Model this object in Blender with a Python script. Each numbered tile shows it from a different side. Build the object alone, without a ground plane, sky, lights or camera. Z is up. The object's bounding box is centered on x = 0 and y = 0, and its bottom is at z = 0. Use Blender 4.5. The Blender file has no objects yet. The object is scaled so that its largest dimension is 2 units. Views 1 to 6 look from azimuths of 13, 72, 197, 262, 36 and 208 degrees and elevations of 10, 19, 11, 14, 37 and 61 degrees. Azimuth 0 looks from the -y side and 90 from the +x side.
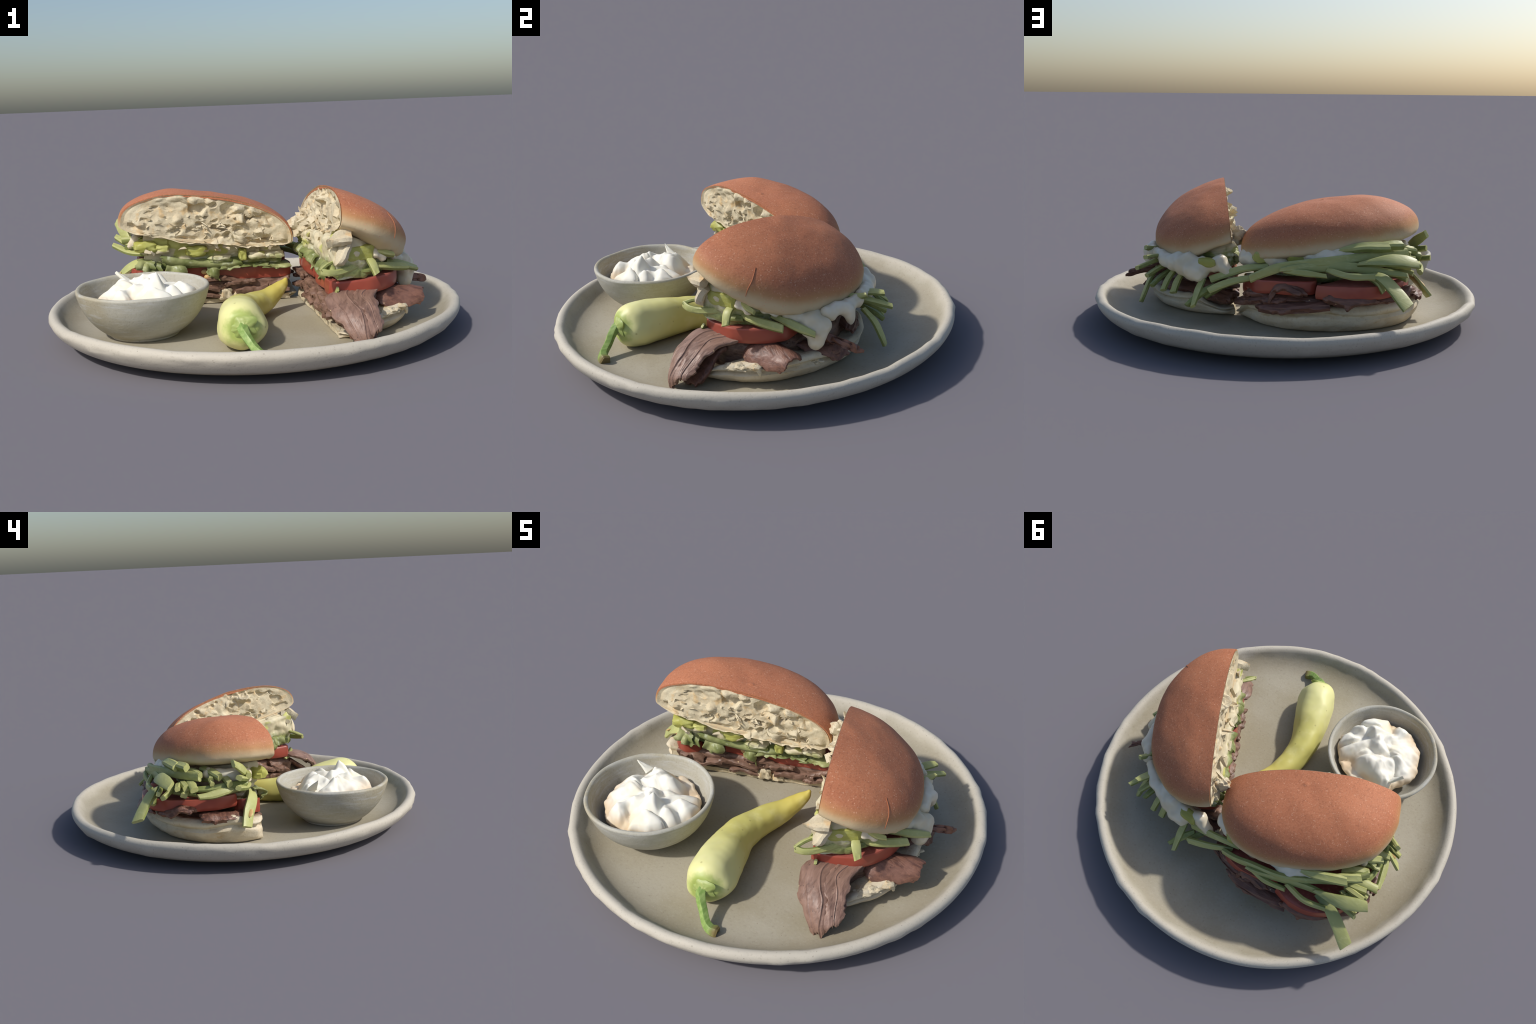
# A roast-meat sandwich cut in two halves on a stoneware plate, with a bowl of sauce and a banana pepper.
import bpy, bmesh, math, random
import numpy as np
from mathutils import Vector, Matrix

RNG = np.random.default_rng(7)
FLOOR = 0.060                      # height of the plate's inner floor


# ------------------------------------------------------------------ noise
def _hash(i, j, k, seed):
    h = (i * 374761393 + j * 668265263 + k * 2147483647 + seed * 974634777) & 0xFFFFFFFF
    h = ((h ^ (h >> 13)) * 1274126177) & 0xFFFFFFFF
    h = ((h ^ (h >> 15)) * 2246822519) & 0xFFFFFFFF
    return ((h ^ (h >> 16)) & 0xFFFFFF) / float(0xFFFFFF)


def vnoise(P, seed=0):
    P = np.asarray(P, float)
    I = np.floor(P).astype(np.int64)
    F = P - I
    W = F * F * (3 - 2 * F)
    out = 0
    for a in (0, 1):
        for b in (0, 1):
            for c in (0, 1):
                w = (W[..., 0] if a else 1 - W[..., 0]) * (W[..., 1] if b else 1 - W[..., 1]) * (W[..., 2] if c else 1 - W[..., 2])
                out = out + w * _hash(I[..., 0] + a, I[..., 1] + b, I[..., 2] + c, seed)
    return out * 2 - 1


def fbm(P, octaves=3, seed=0):
    P = np.asarray(P, float)
    s, a, n = 0, 1.0, 0
    for o in range(octaves):
        s = s + a * vnoise(P * 2 ** o, seed + o * 17)
        n += a
        a *= 0.5
    return s / n


def voronoi(P, seed=0):
    """nearest and second nearest distance, and a random number per cell"""
    P = np.asarray(P, float)
    I = np.floor(P).astype(np.int64)
    d1 = np.full(P.shape[:-1], 9.0)
    d2 = d1.copy()
    cell = np.zeros_like(d1)
    for a in (-1, 0, 1):
        for b in (-1, 0, 1):
            for c in (-1, 0, 1):
                i, j, k = I[..., 0] + a, I[..., 1] + b, I[..., 2] + c
                q = np.stack([i + _hash(i, j, k, seed + 1), j + _hash(i, j, k, seed + 2), k + _hash(i, j, k, seed + 3)], -1)
                d = np.linalg.norm(P - q, axis=-1)
                near = d < d1
                d2 = np.where(near, d1, np.minimum(d2, d))
                cell = np.where(near, _hash(i, j, k, seed + 4), cell)
                d1 = np.where(near, d, d1)
    return d1, d2, cell


def smooth(a, b, x):
    t = np.clip((x - a) / (b - a), 0, 1)
    return t * t * (3 - 2 * t)


# ------------------------------------------------------------------ objects
def new_object(name, verts, faces, mat=None, parent=None, angle=35.0, matrix=None, slots=None, kind=None):
    me = bpy.data.meshes.new(name)
    me.from_pydata([tuple(map(float, v)) for v in verts], [], [tuple(map(int, f)) for f in faces])
    bm = bmesh.new()
    bm.from_mesh(me)
    bmesh.ops.recalc_face_normals(bm, faces=bm.faces)
    bm.to_mesh(me)
    bm.free()
    return place(name, me, mat, parent, angle, matrix, slots, kind)


def place(name, me, mat=None, parent=None, angle=35.0, matrix=None, slots=None, kind=None):
    me.polygons.foreach_set("use_smooth", [True] * len(me.polygons))
    if angle is not None:
        me.set_sharp_from_angle(angle=math.radians(angle))
    ob = bpy.data.objects.new(name, me)
    bpy.context.scene.collection.objects.link(ob)
    mats = mat if isinstance(mat, (list, tuple)) else [mat]
    for m in mats:
        if m:
            me.materials.append(m)
    if slots is not None:
        me.polygons.foreach_set("material_index", list(map(int, slots)))
    M = matrix or Matrix.Identity(4)
    if parent:
        ob.parent = parent
        ob.matrix_parent_inverse = Matrix.Identity(4)
        ob.matrix_basis = PARENT_INV[parent.name] @ M
    else:
        ob.matrix_basis = M
    PARENT_INV[ob.name] = M.inverted()
    if kind:
        ob["kind"] = kind
    return ob


PARENT_INV = {}


def empty(name, loc, label, category):
    e = bpy.data.objects.new(name, None)
    bpy.context.scene.collection.objects.link(e)
    e.location = loc
    e.empty_display_size = 0.1
    e["label"], e["category"] = label, category
    PARENT_INV[e.name] = Matrix.Translation(-Vector(loc))
    return e


def loft(rings, cap0=None, cap1=None):
    """closed body through closed rings of equal count; the ends close to a point or are left open"""
    V, F = [], []
    n = len(rings[0])
    for r in rings:
        V.extend([list(p) for p in r])
    for i in range(len(rings) - 1):
        a, b = i * n, (i + 1) * n
        for j in range(n):
            k = (j + 1) % n
            F.append((a + j, a + k, b + k, b + j))
    if cap0 is not None:
        V.append(list(cap0))
        c = len(V) - 1
        F += [(c, (j + 1) % n, j) for j in range(n)]
    if cap1 is not None:
        V.append(list(cap1))
        c = len(V) - 1
        o = (len(rings) - 1) * n
        F += [(c, o + j, o + (j + 1) % n) for j in range(n)]
    return V, F


def catmull(P, n):
    """n points along a smooth curve through the control points P (rows)"""
    P = np.asarray(P, float)
    if len(P) == 2:
        t = np.linspace(0, 1, n).reshape((-1,) + (1,) * (P.ndim - 1))
        return P[0] * (1 - t) + P[1] * t
    Q = np.concatenate([(2 * P[0] - P[1])[None], P, (2 * P[-1] - P[-2])[None]])
    x = np.linspace(0, len(P) - 1 - 1e-9, n)
    i = np.floor(x).astype(int)
    t = (x - i).reshape((-1,) + (1,) * (P.ndim - 1))
    p0, p1, p2, p3 = Q[i], Q[i + 1], Q[i + 2], Q[i + 3]
    return 0.5 * (2 * p1 + (p2 - p0) * t + (2 * p0 - 5 * p1 + 4 * p2 - p3) * t ** 2 + (3 * p1 - p0 - 3 * p2 + p3) * t ** 3)


def unit(v):
    v = np.asarray(v, float)
    return v / np.maximum(np.linalg.norm(v, axis=-1, keepdims=True), 1e-9)


# ------------------------------------------------------------------ materials
class Nodes:
    """a small helper to write node graphs"""

    def __init__(self, name, rough=0.6, spec=0.35, sss=0.0, coat=0.0, sss_color=None):
        m = self.mat = bpy.data.materials.new(name)
        m.use_nodes = True
        self.t = m.node_tree
        self.b = self.t.nodes["Principled BSDF"]
        self.b.inputs["Roughness"].default_value = rough
        self.b.inputs["Specular IOR Level"].default_value = spec
        self.b.inputs["Coat Weight"].default_value = coat
        self.b.inputs["Coat Roughness"].default_value = 0.3
        if sss:
            self.b.inputs["Subsurface Weight"].default_value = sss
            self.b.inputs["Subsurface Radius"].default_value = (1.0, 0.7, 0.4)
            self.b.inputs["Subsurface Scale"].default_value = 0.02
        tc = self.t.nodes.new("ShaderNodeTexCoord")
        self.obj = tc.outputs["Object"]

    def node(self, kind, **kw):
        n = self.t.nodes.new(kind)
        for k, v in kw.items():
            setattr(n, k, v)
        return n

    def put(self, sock, v):
        if hasattr(v, "is_output"):
            self.t.links.new(v, sock)
        else:
            sock.default_value = v

    def mapping(self, scale=(1, 1, 1), rot=(0, 0, 0), loc=(0, 0, 0), src=None):
        n = self.node("ShaderNodeMapping")
        self.put(n.inputs["Vector"], src or self.obj)
        n.inputs["Scale"].default_value = scale
        n.inputs["Rotation"].default_value = rot
        n.inputs["Location"].default_value = loc
        return n.outputs[0]

    def noise(self, scale, detail=3, rough=0.55, vec=None, dist=0.0):
        n = self.node("ShaderNodeTexNoise")
        self.put(n.inputs["Vector"], vec or self.obj)
        n.inputs["Scale"].default_value = scale
        n.inputs["Detail"].default_value = detail
        n.inputs["Roughness"].default_value = rough
        n.inputs["Distortion"].default_value = dist
        return n.outputs["Fac"]

    def voro(self, scale, vec=None, out="Distance", feature="F1"):
        n = self.node("ShaderNodeTexVoronoi", feature=feature)
        self.put(n.inputs["Vector"], vec or self.obj)
        n.inputs["Scale"].default_value = scale
        return n.outputs[out]

    def ramp(self, fac, lo, hi):
        n = self.node("ShaderNodeMapRange")
        n.interpolation_type = "SMOOTHSTEP"
        self.put(n.inputs["Value"], fac)
        n.inputs["From Min"].default_value = lo
        n.inputs["From Max"].default_value = hi
        return n.outputs["Result"]

    def math(self, op, a, b=0.0, clamp=False):
        n = self.node("ShaderNodeMath", operation=op, use_clamp=clamp)
        self.put(n.inputs[0], a)
        self.put(n.inputs[1], b)
        return n.outputs[0]

    def mix(self, fac, a, b, blend="MIX"):
        n = self.node("ShaderNodeMix", data_type="RGBA", blend_type=blend)
        self.put(n.inputs["Factor"], fac)
        self.put(n.inputs["A"], (*a, 1) if isinstance(a, tuple) and len(a) == 3 else a)
        self.put(n.inputs["B"], (*b, 1) if isinstance(b, tuple) and len(b) == 3 else b)
        return n.outputs["Result"]

    def axis(self, which, src=None):
        n = self.node("ShaderNodeSeparateXYZ")
        self.put(n.inputs[0], src or self.obj)
        return n.outputs[which]

    def random(self):
        return self.node("ShaderNodeObjectInfo").outputs["Random"]

    def done(self, color, bump=None, strength=0.3, dist=0.004):
        self.put(self.b.inputs["Base Color"], (*color, 1) if isinstance(color, tuple) and len(color) == 3 else color)
        if bump is not None:
            n = self.node("ShaderNodeBump")
            n.inputs["Strength"].default_value = strength
            n.inputs["Distance"].default_value = dist
            self.put(n.inputs["Height"], bump)
            self.put(self.b.inputs["Normal"], n.outputs[0])
        return self.mat


def stoneware(name, base, warm, grey, streak=False):
    n = Nodes(name, rough=0.62, spec=0.3)
    big = n.noise(2.6, 3)
    c = n.mix(n.ramp(big, 0.38, 0.64), base, warm)
    vec = n.mapping((3, 3, 22)) if streak else None
    c = n.mix(n.math("MULTIPLY", n.ramp(n.noise(9 if not streak else 3, 4, 0.65, vec), 0.45, 0.72), 0.75), c, grey)
    fine = n.noise(95, 3, 0.7)
    c = n.mix(n.math("MULTIPLY", n.ramp(fine, 0.5, 0.78), 0.35), c, tuple(x * 1.25 for x in base))
    c = n.mix(n.math("MULTIPLY", n.ramp(fine, 0.46, 0.24), 0.4), c, tuple(x * 0.66 for x in warm))
    speck = n.voro(42)
    c = n.mix(n.math("MULTIPLY", n.ramp(speck, 0.11, 0.05), 0.5), c, (0.10, 0.075, 0.05))
    return n.done(c, n.math("ADD", fine, n.noise(22, 2)), 0.25, 0.004)


def plate_material():
    """glazed floor a warm grey beige, the lip paler"""
    n = Nodes("plate_stoneware", rough=0.6, spec=0.3)
    base, warm, lip = (0.405, 0.370, 0.288), (0.345, 0.305, 0.215), (0.52, 0.48, 0.40)
    c = n.mix(n.ramp(n.noise(2.2, 4), 0.36, 0.66), base, warm)
    x, y = n.axis("X"), n.axis("Y")
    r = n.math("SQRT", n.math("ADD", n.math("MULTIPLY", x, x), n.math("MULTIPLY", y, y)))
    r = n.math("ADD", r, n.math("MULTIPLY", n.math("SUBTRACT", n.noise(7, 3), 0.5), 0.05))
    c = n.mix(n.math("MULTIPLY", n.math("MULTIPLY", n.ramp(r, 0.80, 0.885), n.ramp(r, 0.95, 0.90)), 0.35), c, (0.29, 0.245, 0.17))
    c = n.mix(n.ramp(r, 0.915, 0.962), c, lip)
    fine = n.noise(85, 3, 0.7)
    c = n.mix(n.math("MULTIPLY", n.ramp(fine, 0.52, 0.8), 0.35), c, (0.48, 0.45, 0.38))
    c = n.mix(n.math("MULTIPLY", n.ramp(fine, 0.46, 0.24), 0.4), c, (0.235, 0.205, 0.155))
    c = n.mix(n.math("MULTIPLY", n.ramp(n.voro(34), 0.10, 0.05), 0.45), c, (0.12, 0.085, 0.055))
    return n.done(c, n.math("ADD", fine, n.noise(20, 2)), 0.22, 0.004)


def crust_material():
    n = Nodes("bun_crust", rough=0.66, spec=0.25)
    z = n.axis("Z")
    zz = n.math("ADD", z, n.math("MULTIPLY", n.math("SUBTRACT", n.noise(5, 4, 0.6), 0.5), 0.045))
    top = n.mix(n.ramp(n.noise(4, 3), 0.35, 0.68), (0.495, 0.186, 0.092), (0.430, 0.156, 0.078))
    top = n.mix(n.math("MULTIPLY", n.ramp(n.noise(16, 3), 0.45, 0.75), 0.35), top, (0.50, 0.205, 0.105))
    gold = (0.50, 0.27, 0.115)
    pale = (0.62, 0.50, 0.315)
    c = n.mix(n.ramp(zz, 0.030, 0.090), pale, gold)
    c = n.mix(n.ramp(zz, 0.060, 0.135), c, top)
    sp = n.voro(95, n.mapping((1, 1, 1)))
    sel = n.ramp(n.noise(60, 1), 0.5, 0.62)
    c = n.mix(n.math("MULTIPLY", n.math("MULTIPLY", n.ramp(sp, 0.36, 0.16), sel), 0.75), c, (0.66, 0.36, 0.23))
    c = n.mix(n.math("MULTIPLY", n.ramp(n.voro(30), 0.075, 0.03), 0.6), c, (0.72, 0.5, 0.36))
    c = n.mix(n.math("MULTIPLY", n.math("MULTIPLY", n.ramp(n.noise(110, 2), 0.5, 0.3), n.ramp(zz, 0.05, 0.14)), 0.4), c, (0.25, 0.085, 0.045))
    c = n.mix(n.math("MULTIPLY", n.math("MULTIPLY", n.ramp(n.noise(150, 2), 0.52, 0.68), n.ramp(zz, 0.05, 0.14)), 0.35), c, (0.60, 0.29, 0.17))
    return n.done(c, n.math("ADD", n.noise(70, 3, 0.6), n.noise(20, 2)), 0.22, 0.004)


def crumb_material(name="bread_crumb", base=(0.55, 0.465, 0.315), warm=(0.63, 0.44, 0.22), pale=(0.65, 0.575, 0.41)):
    n = Nodes(name, rough=0.85, spec=0.15)
    c = n.mix(n.ramp(n.noise(14, 4, 0.6), 0.35, 0.65), base, pale)
    c = n.mix(n.math("MULTIPLY", n.ramp(n.noise(19, 3, 0.6, n.mapping(loc=(3, 1, 2))), 0.54, 0.72), 0.75), c, warm)
    fine = n.noise(75, 4, 0.65)
    c = n.mix(n.math("MULTIPLY", n.ramp(fine, 0.5, 0.28), 0.5), c, tuple(x * 0.66 for x in base))
    return n.done(c, n.math("ADD", fine, n.noise(30, 3)), 0.4, 0.006)


def heel_material():
    """the pale lower half of the roll, floury with tan patches"""
    n = Nodes("bun_heel", rough=0.75, spec=0.2)
    c = n.mix(n.ramp(n.noise(7, 4, 0.6, n.mapping((1, 1, 3))), 0.34, 0.66), (0.60, 0.51, 0.36), (0.69, 0.62, 0.48))
    c = n.mix(n.math("MULTIPLY", n.ramp(n.noise(11, 4, 0.6, n.mapping((1, 1, 2.5), loc=(2, 4, 1))), 0.56, 0.74), 0.6), c, (0.52, 0.37, 0.185))
    fine = n.noise(60, 4, 0.65)
    c = n.mix(n.math("MULTIPLY", n.ramp(fine, 0.48, 0.28), 0.35), c, (0.40, 0.30, 0.17))
    return n.done(c, n.math("ADD", fine, n.noise(18, 3)), 0.35, 0.006)


def meat_material(name, base, deep, pink, freq=(9, 60, 60)):
    n = Nodes(name, rough=0.5, spec=0.4, coat=0.1)
    grain = n.noise(1.0, 4, 0.6, n.mapping(freq, rot=(0, 0, 0.5)), 0.4)
    c = n.mix(n.ramp(grain, 0.34, 0.62), deep, base)
    c = n.mix(n.math("MULTIPLY", n.ramp(n.noise(6, 3), 0.45, 0.7), 0.7), c, pink)
    c = n.mix(n.math("MULTIPLY", n.math("SUBTRACT", n.random(), 0.35, True), 0.5), c, deep)
    c = n.mix(n.math("MULTIPLY", n.ramp(n.voro(38), 0.15, 0.07), 0.7), c, (0.05, 0.03, 0.028))
    c = n.mix(n.math("MULTIPLY", n.ramp(n.voro(11, n.mapping((1, 1.6, 1), loc=(5, 2, 7))), 0.06, 0.035), 0.9), c, (0.70, 0.52, 0.30))
    return n.done(c, grain, 0.5, 0.008)


def tomato_material(name, skin):
    n = Nodes(name, rough=0.3 if skin else 0.45, spec=0.45, sss=0.12)
    a, b = ((0.37, 0.082, 0.050), (0.30, 0.058, 0.038)) if skin else ((0.39, 0.108, 0.082), (0.30, 0.066, 0.052))
    c = n.mix(n.ramp(n.noise(8, 3), 0.35, 0.68), a, b)
    f = n.noise(60, 3, 0.6)
    if not skin:
        c = n.mix(n.math("MULTIPLY", n.ramp(f, 0.5, 0.75), 0.5), c, (0.62, 0.24, 0.18))
    return n.done(c, f, 0.1 if skin else 0.3, 0.004)


def strip_material(name, a, b, streak):
    n = Nodes(name, rough=0.45, spec=0.4, sss=0.1)
    c = n.mix(n.ramp(n.noise(7, 3), 0.35, 0.68), a, b)
    c = n.mix(n.math("MULTIPLY", n.random(), 0.45), c, tuple(x * 0.72 for x in a))
    g = n.noise(1, 3, 0.6, n.mapping((14, 70, 70), rot=(0, 0, -0.4)))
    c = n.mix(n.math("MULTIPLY", n.ramp(g, 0.48, 0.7), 0.4), c, streak)
    return n.done(c, g, 0.2, 0.004)


def mayo_material():
    n = Nodes("creamy_mayonnaise", rough=0.32, spec=0.5, sss=0.25)
    c = n.mix(n.ramp(n.noise(9, 3), 0.36, 0.66), (0.78, 0.71, 0.56), (0.70, 0.60, 0.42))
    return n.done(c, n.noise(16, 2), 0.1, 0.006)


def sauce_material():
    n = Nodes("whipped_sauce", rough=0.6, spec=0.2, sss=0.1)
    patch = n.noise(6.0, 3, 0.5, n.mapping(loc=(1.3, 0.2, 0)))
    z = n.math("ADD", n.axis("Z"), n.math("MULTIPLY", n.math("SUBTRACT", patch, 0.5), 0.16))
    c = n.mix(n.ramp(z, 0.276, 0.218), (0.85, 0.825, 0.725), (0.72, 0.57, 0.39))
    c = n.mix(n.math("MULTIPLY", n.ramp(n.noise(9, 3), 0.55, 0.72), 0.55), c, (0.80, 0.70, 0.50))
    return n.done(c, n.noise(14, 2), 0.1, 0.008)


def pepper_material(name="pepper_skin"):
    n = Nodes(name, rough=0.45, spec=0.4, sss=0.12)
    y = n.axis("Y")
    yy = n.math("ADD", y, n.math("MULTIPLY", n.math("SUBTRACT", n.noise(6, 3), 0.5), 0.22))
    c = n.mix(n.ramp(yy, -0.62, -0.30), (0.72, 0.70, 0.32), (0.60, 0.565, 0.175))
    c = n.mix(n.ramp(yy, -0.25, 0.06), c, (0.54, 0.45, 0.10))
    c = n.mix(n.math("MULTIPLY", n.ramp(n.noise(15, 3), 0.5, 0.75), 0.35), c, (0.76, 0.73, 0.40))
    c = n.mix(n.math("MULTIPLY", n.ramp(n.voro(14), 0.09, 0.05), 0.35), c, (0.24, 0.19, 0.05))
    d = n.node("ShaderNodeVectorMath", operation="DISTANCE")
    n.put(d.inputs[0], n.obj)
    d.inputs[1].default_value = (0.118, -0.71, 0.175)
    dd = n.math("ADD", d.outputs["Value"], n.math("MULTIPLY", n.math("SUBTRACT", n.noise(22, 3), 0.5), 0.07))
    c = n.mix(n.ramp(dd, 0.098, 0.052), c, (0.40, 0.48, 0.13))
    return n.done(c, n.noise(25, 2), 0.08, 0.004)


def stem_material():
    n = Nodes("pepper_stem", rough=0.45, spec=0.35)
    g = n.noise(1, 3, 0.6, n.mapping((60, 12, 60), rot=(0, 0, 0.3)))
    c = n.mix(n.ramp(g, 0.36, 0.64), (0.20, 0.315, 0.075), (0.31, 0.42, 0.13))
    d = n.node("ShaderNodeVectorMath", operation="DISTANCE")
    n.put(d.inputs[0], n.obj)
    d.inputs[1].default_value = (0.262, -0.802, 0.082)
    c = n.mix(n.ramp(d.outputs["Value"], 0.045, 0.02), c, (0.20, 0.155, 0.06))
    return n.done(c, g, 0.3, 0.004)


def filling_material(name, low, high, stretch=1.0):
    """dressed salad seen in the cut: cream above, green shreds below, in ragged patches"""
    n = Nodes(name, rough=0.55, spec=0.35)
    z = n.axis("Z")
    w = n.noise(9, 4, 0.6, n.mapping((1 / stretch, 1 / stretch, stretch)))
    zz = n.math("ADD", z, n.math("MULTIPLY", n.math("SUBTRACT", w, 0.5), 0.10))
    cream = n.mix(n.ramp(n.noise(13, 3), 0.35, 0.65), (0.64, 0.555, 0.37), (0.66, 0.60, 0.42))
    cream = n.mix(n.ramp(n.noise(8, 2, 0.5, n.mapping((1, 1, 1.4), loc=(4, 1, 3))), 0.53, 0.60), cream, (0.52, 0.52, 0.17))
    green = n.mix(n.ramp(n.noise(17, 3, 0.6), 0.35, 0.62), (0.15, 0.19, 0.05), (0.38, 0.41, 0.16))
    green = n.mix(n.math("MULTIPLY", n.ramp(n.noise(11, 3, 0.6, n.mapping((1, 1, 2), loc=(7, 3, 2))), 0.52, 0.64), 0.85), green, (0.66, 0.68, 0.52))
    c = n.mix(n.ramp(zz, low, high), green, cream)
    return n.done(c, n.noise(40, 3), 0.3, 0.005)


def leaf_material():
    n = Nodes("lettuce_leaf", rough=0.45, spec=0.4)
    c = n.mix(n.ramp(n.noise(12, 3), 0.35, 0.66), (0.19, 0.225, 0.07), (0.43, 0.45, 0.20))
    c = n.mix(n.math("MULTIPLY", n.ramp(n.noise(20, 3, 0.6, n.mapping(loc=(4, 4, 4))), 0.56, 0.7), 0.8), c, (0.64, 0.68, 0.46))
    m = n.done(c, n.noise(40, 3), 0.25, 0.004)
    tr = n.node("ShaderNodeBsdfTranslucent")
    n.put(tr.inputs["Color"], c)
    mx = n.node("ShaderNodeMixShader")
    mx.inputs[0].default_value = 0.2
    out = n.t.nodes["Material Output"]
    n.t.links.new(n.b.outputs[0], mx.inputs[1])
    n.t.links.new(tr.outputs[0], mx.inputs[2])
    n.t.links.new(mx.outputs[0], out.inputs[0])
    return m


M_PLATE = plate_material()
M_BOWL = stoneware("bowl_stoneware", (0.44, 0.425, 0.36), (0.39, 0.35, 0.25), (0.50, 0.50, 0.47), True)
M_CRUST, M_CRUMB, M_HEEL = crust_material(), crumb_material(), heel_material()
M_CRUMB_EDGE = crumb_material("bread_shard", (0.57, 0.485, 0.335), (0.62, 0.42, 0.215), (0.64, 0.57, 0.42))
M_MEAT = meat_material("roast_meat_pink", (0.285, 0.172, 0.128), (0.16, 0.09, 0.066), (0.325, 0.205, 0.162), (42, 8, 34))
M_MEAT_DARK = meat_material("roast_meat_dark", (0.205, 0.096, 0.064), (0.11, 0.050, 0.036), (0.25, 0.125, 0.09))
M_MEAT_CUT = meat_material("roast_meat_cut", (0.228, 0.132, 0.090), (0.118, 0.063, 0.043), (0.262, 0.158, 0.115), (18, 30, 70))
M_TOM, M_TOM_FLESH = tomato_material("tomato_skin", True), tomato_material("tomato_flesh", False)
M_SKIN = strip_material("strip_skin", (0.265, 0.295, 0.095), (0.20, 0.24, 0.072), (0.34, 0.365, 0.145))
M_FLESH = strip_material("strip_flesh", (0.45, 0.46, 0.18), (0.38, 0.40, 0.145), (0.53, 0.54, 0.26))
M_GREEN = strip_material("strip_green", (0.27, 0.38, 0.065), (0.22, 0.33, 0.05), (0.36, 0.46, 0.11))
M_CHUNK = strip_material("pickle_chunk", (0.40, 0.395, 0.085), (0.45, 0.46, 0.13), (0.52, 0.53, 0.22))
M_MAYO, M_SAUCE = mayo_material(), sauce_material()
M_PEPPER, M_STEM = pepper_material(), stem_material()
M_CALYX = strip_material("pepper_calyx", (0.38, 0.45, 0.14), (0.28, 0.37, 0.095), (0.52, 0.56, 0.23))
M_LEAF = leaf_material()
M_FILL_A = filling_material("dressed_salad", 0.285, 0.335)
M_FILL_B = filling_material("dressed_salad_wet", 0.335, 0.405, 0.45)
M_CRACK = Nodes("crust_crack", rough=0.7).done((0.37, 0.14, 0.065))
M_SEED = Nodes("tomato_seed", rough=0.4).done((0.62, 0.40, 0.17))


# ------------------------------------------------------------------ generic shapes
def strip(name, pts, width, thick, parent, up=(0, 0, 1), taper=(0.75, 1.0, 0.7), cup=0.07, n=16, mats=None, seed=0, twist=0.0):
    """a cut vegetable strip: skin on the outer face, flesh on the inner faces and ends"""
    width, thick = width * 0.70, thick * 0.80
    C = catmull(pts, n)
    T = unit(np.gradient(C, axis=0))
    N = np.tile(np.asarray(up, float), (n, 1))
    N = unit(N - (N * T).sum(1, keepdims=True) * T)
    B = np.cross(T, N)
    s = np.linspace(0, 1, n)
    w = width * catmull(np.array(taper)[:, None], n)[:, 0] * (1 + 0.10 * fbm(np.stack([s * 5, s * 0 + seed, s * 0], 1), 2, 3))
    th = thick * (1 + 0.12 * fbm(np.stack([s * 5, s * 0 + seed + 9.3, s * 0], 1), 2, 5))
    ang = twist * (s - 0.5)
    N, B = N * np.cos(ang)[:, None] + B * np.sin(ang)[:, None], B * np.cos(ang)[:, None] - N * np.sin(ang)[:, None]
    # section: slightly cupped, chamfered bar (b across, h along the normal)
    sec = [(-0.5, -0.30), (-0.34, -0.5), (0.34, -0.5), (0.5, -0.30), (0.5, 0.25), (0.30, 0.5 - cup * 0.2), (0, 0.5 - cup), (-0.30, 0.5 - cup * 0.2), (-0.5, 0.25)]
    rings = [np.array([C[i] + B[i] * (b * w[i]) + N[i] * ((h - cup * (2 * abs(b)) ** 2 * 0.0) * th[i]) for b, h in sec]) for i in range(n)]
    rings[0] = rings[0] - T[0] * (np.array([q[0] for q in sec]) * width * 0.25)[:, None]
    rings[-1] = rings[-1] + T[-1] * (np.array([q[0] for q in sec]) * width * 0.25)[:, None]
    V, F = loft(rings, rings[0].mean(0) - T[0] * thick * 0.04, rings[-1].mean(0) + T[-1] * thick * 0.04)
    k = len(sec)
    slots = [0 if (i < (n - 1) * k and (i % k) in (0, 1, 2, 3, 8)) else 1 for i in range(len(F))]
    return new_object(name, V, F, mats or [M_SKIN, M_FLESH], parent, 42, None, slots)


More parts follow.
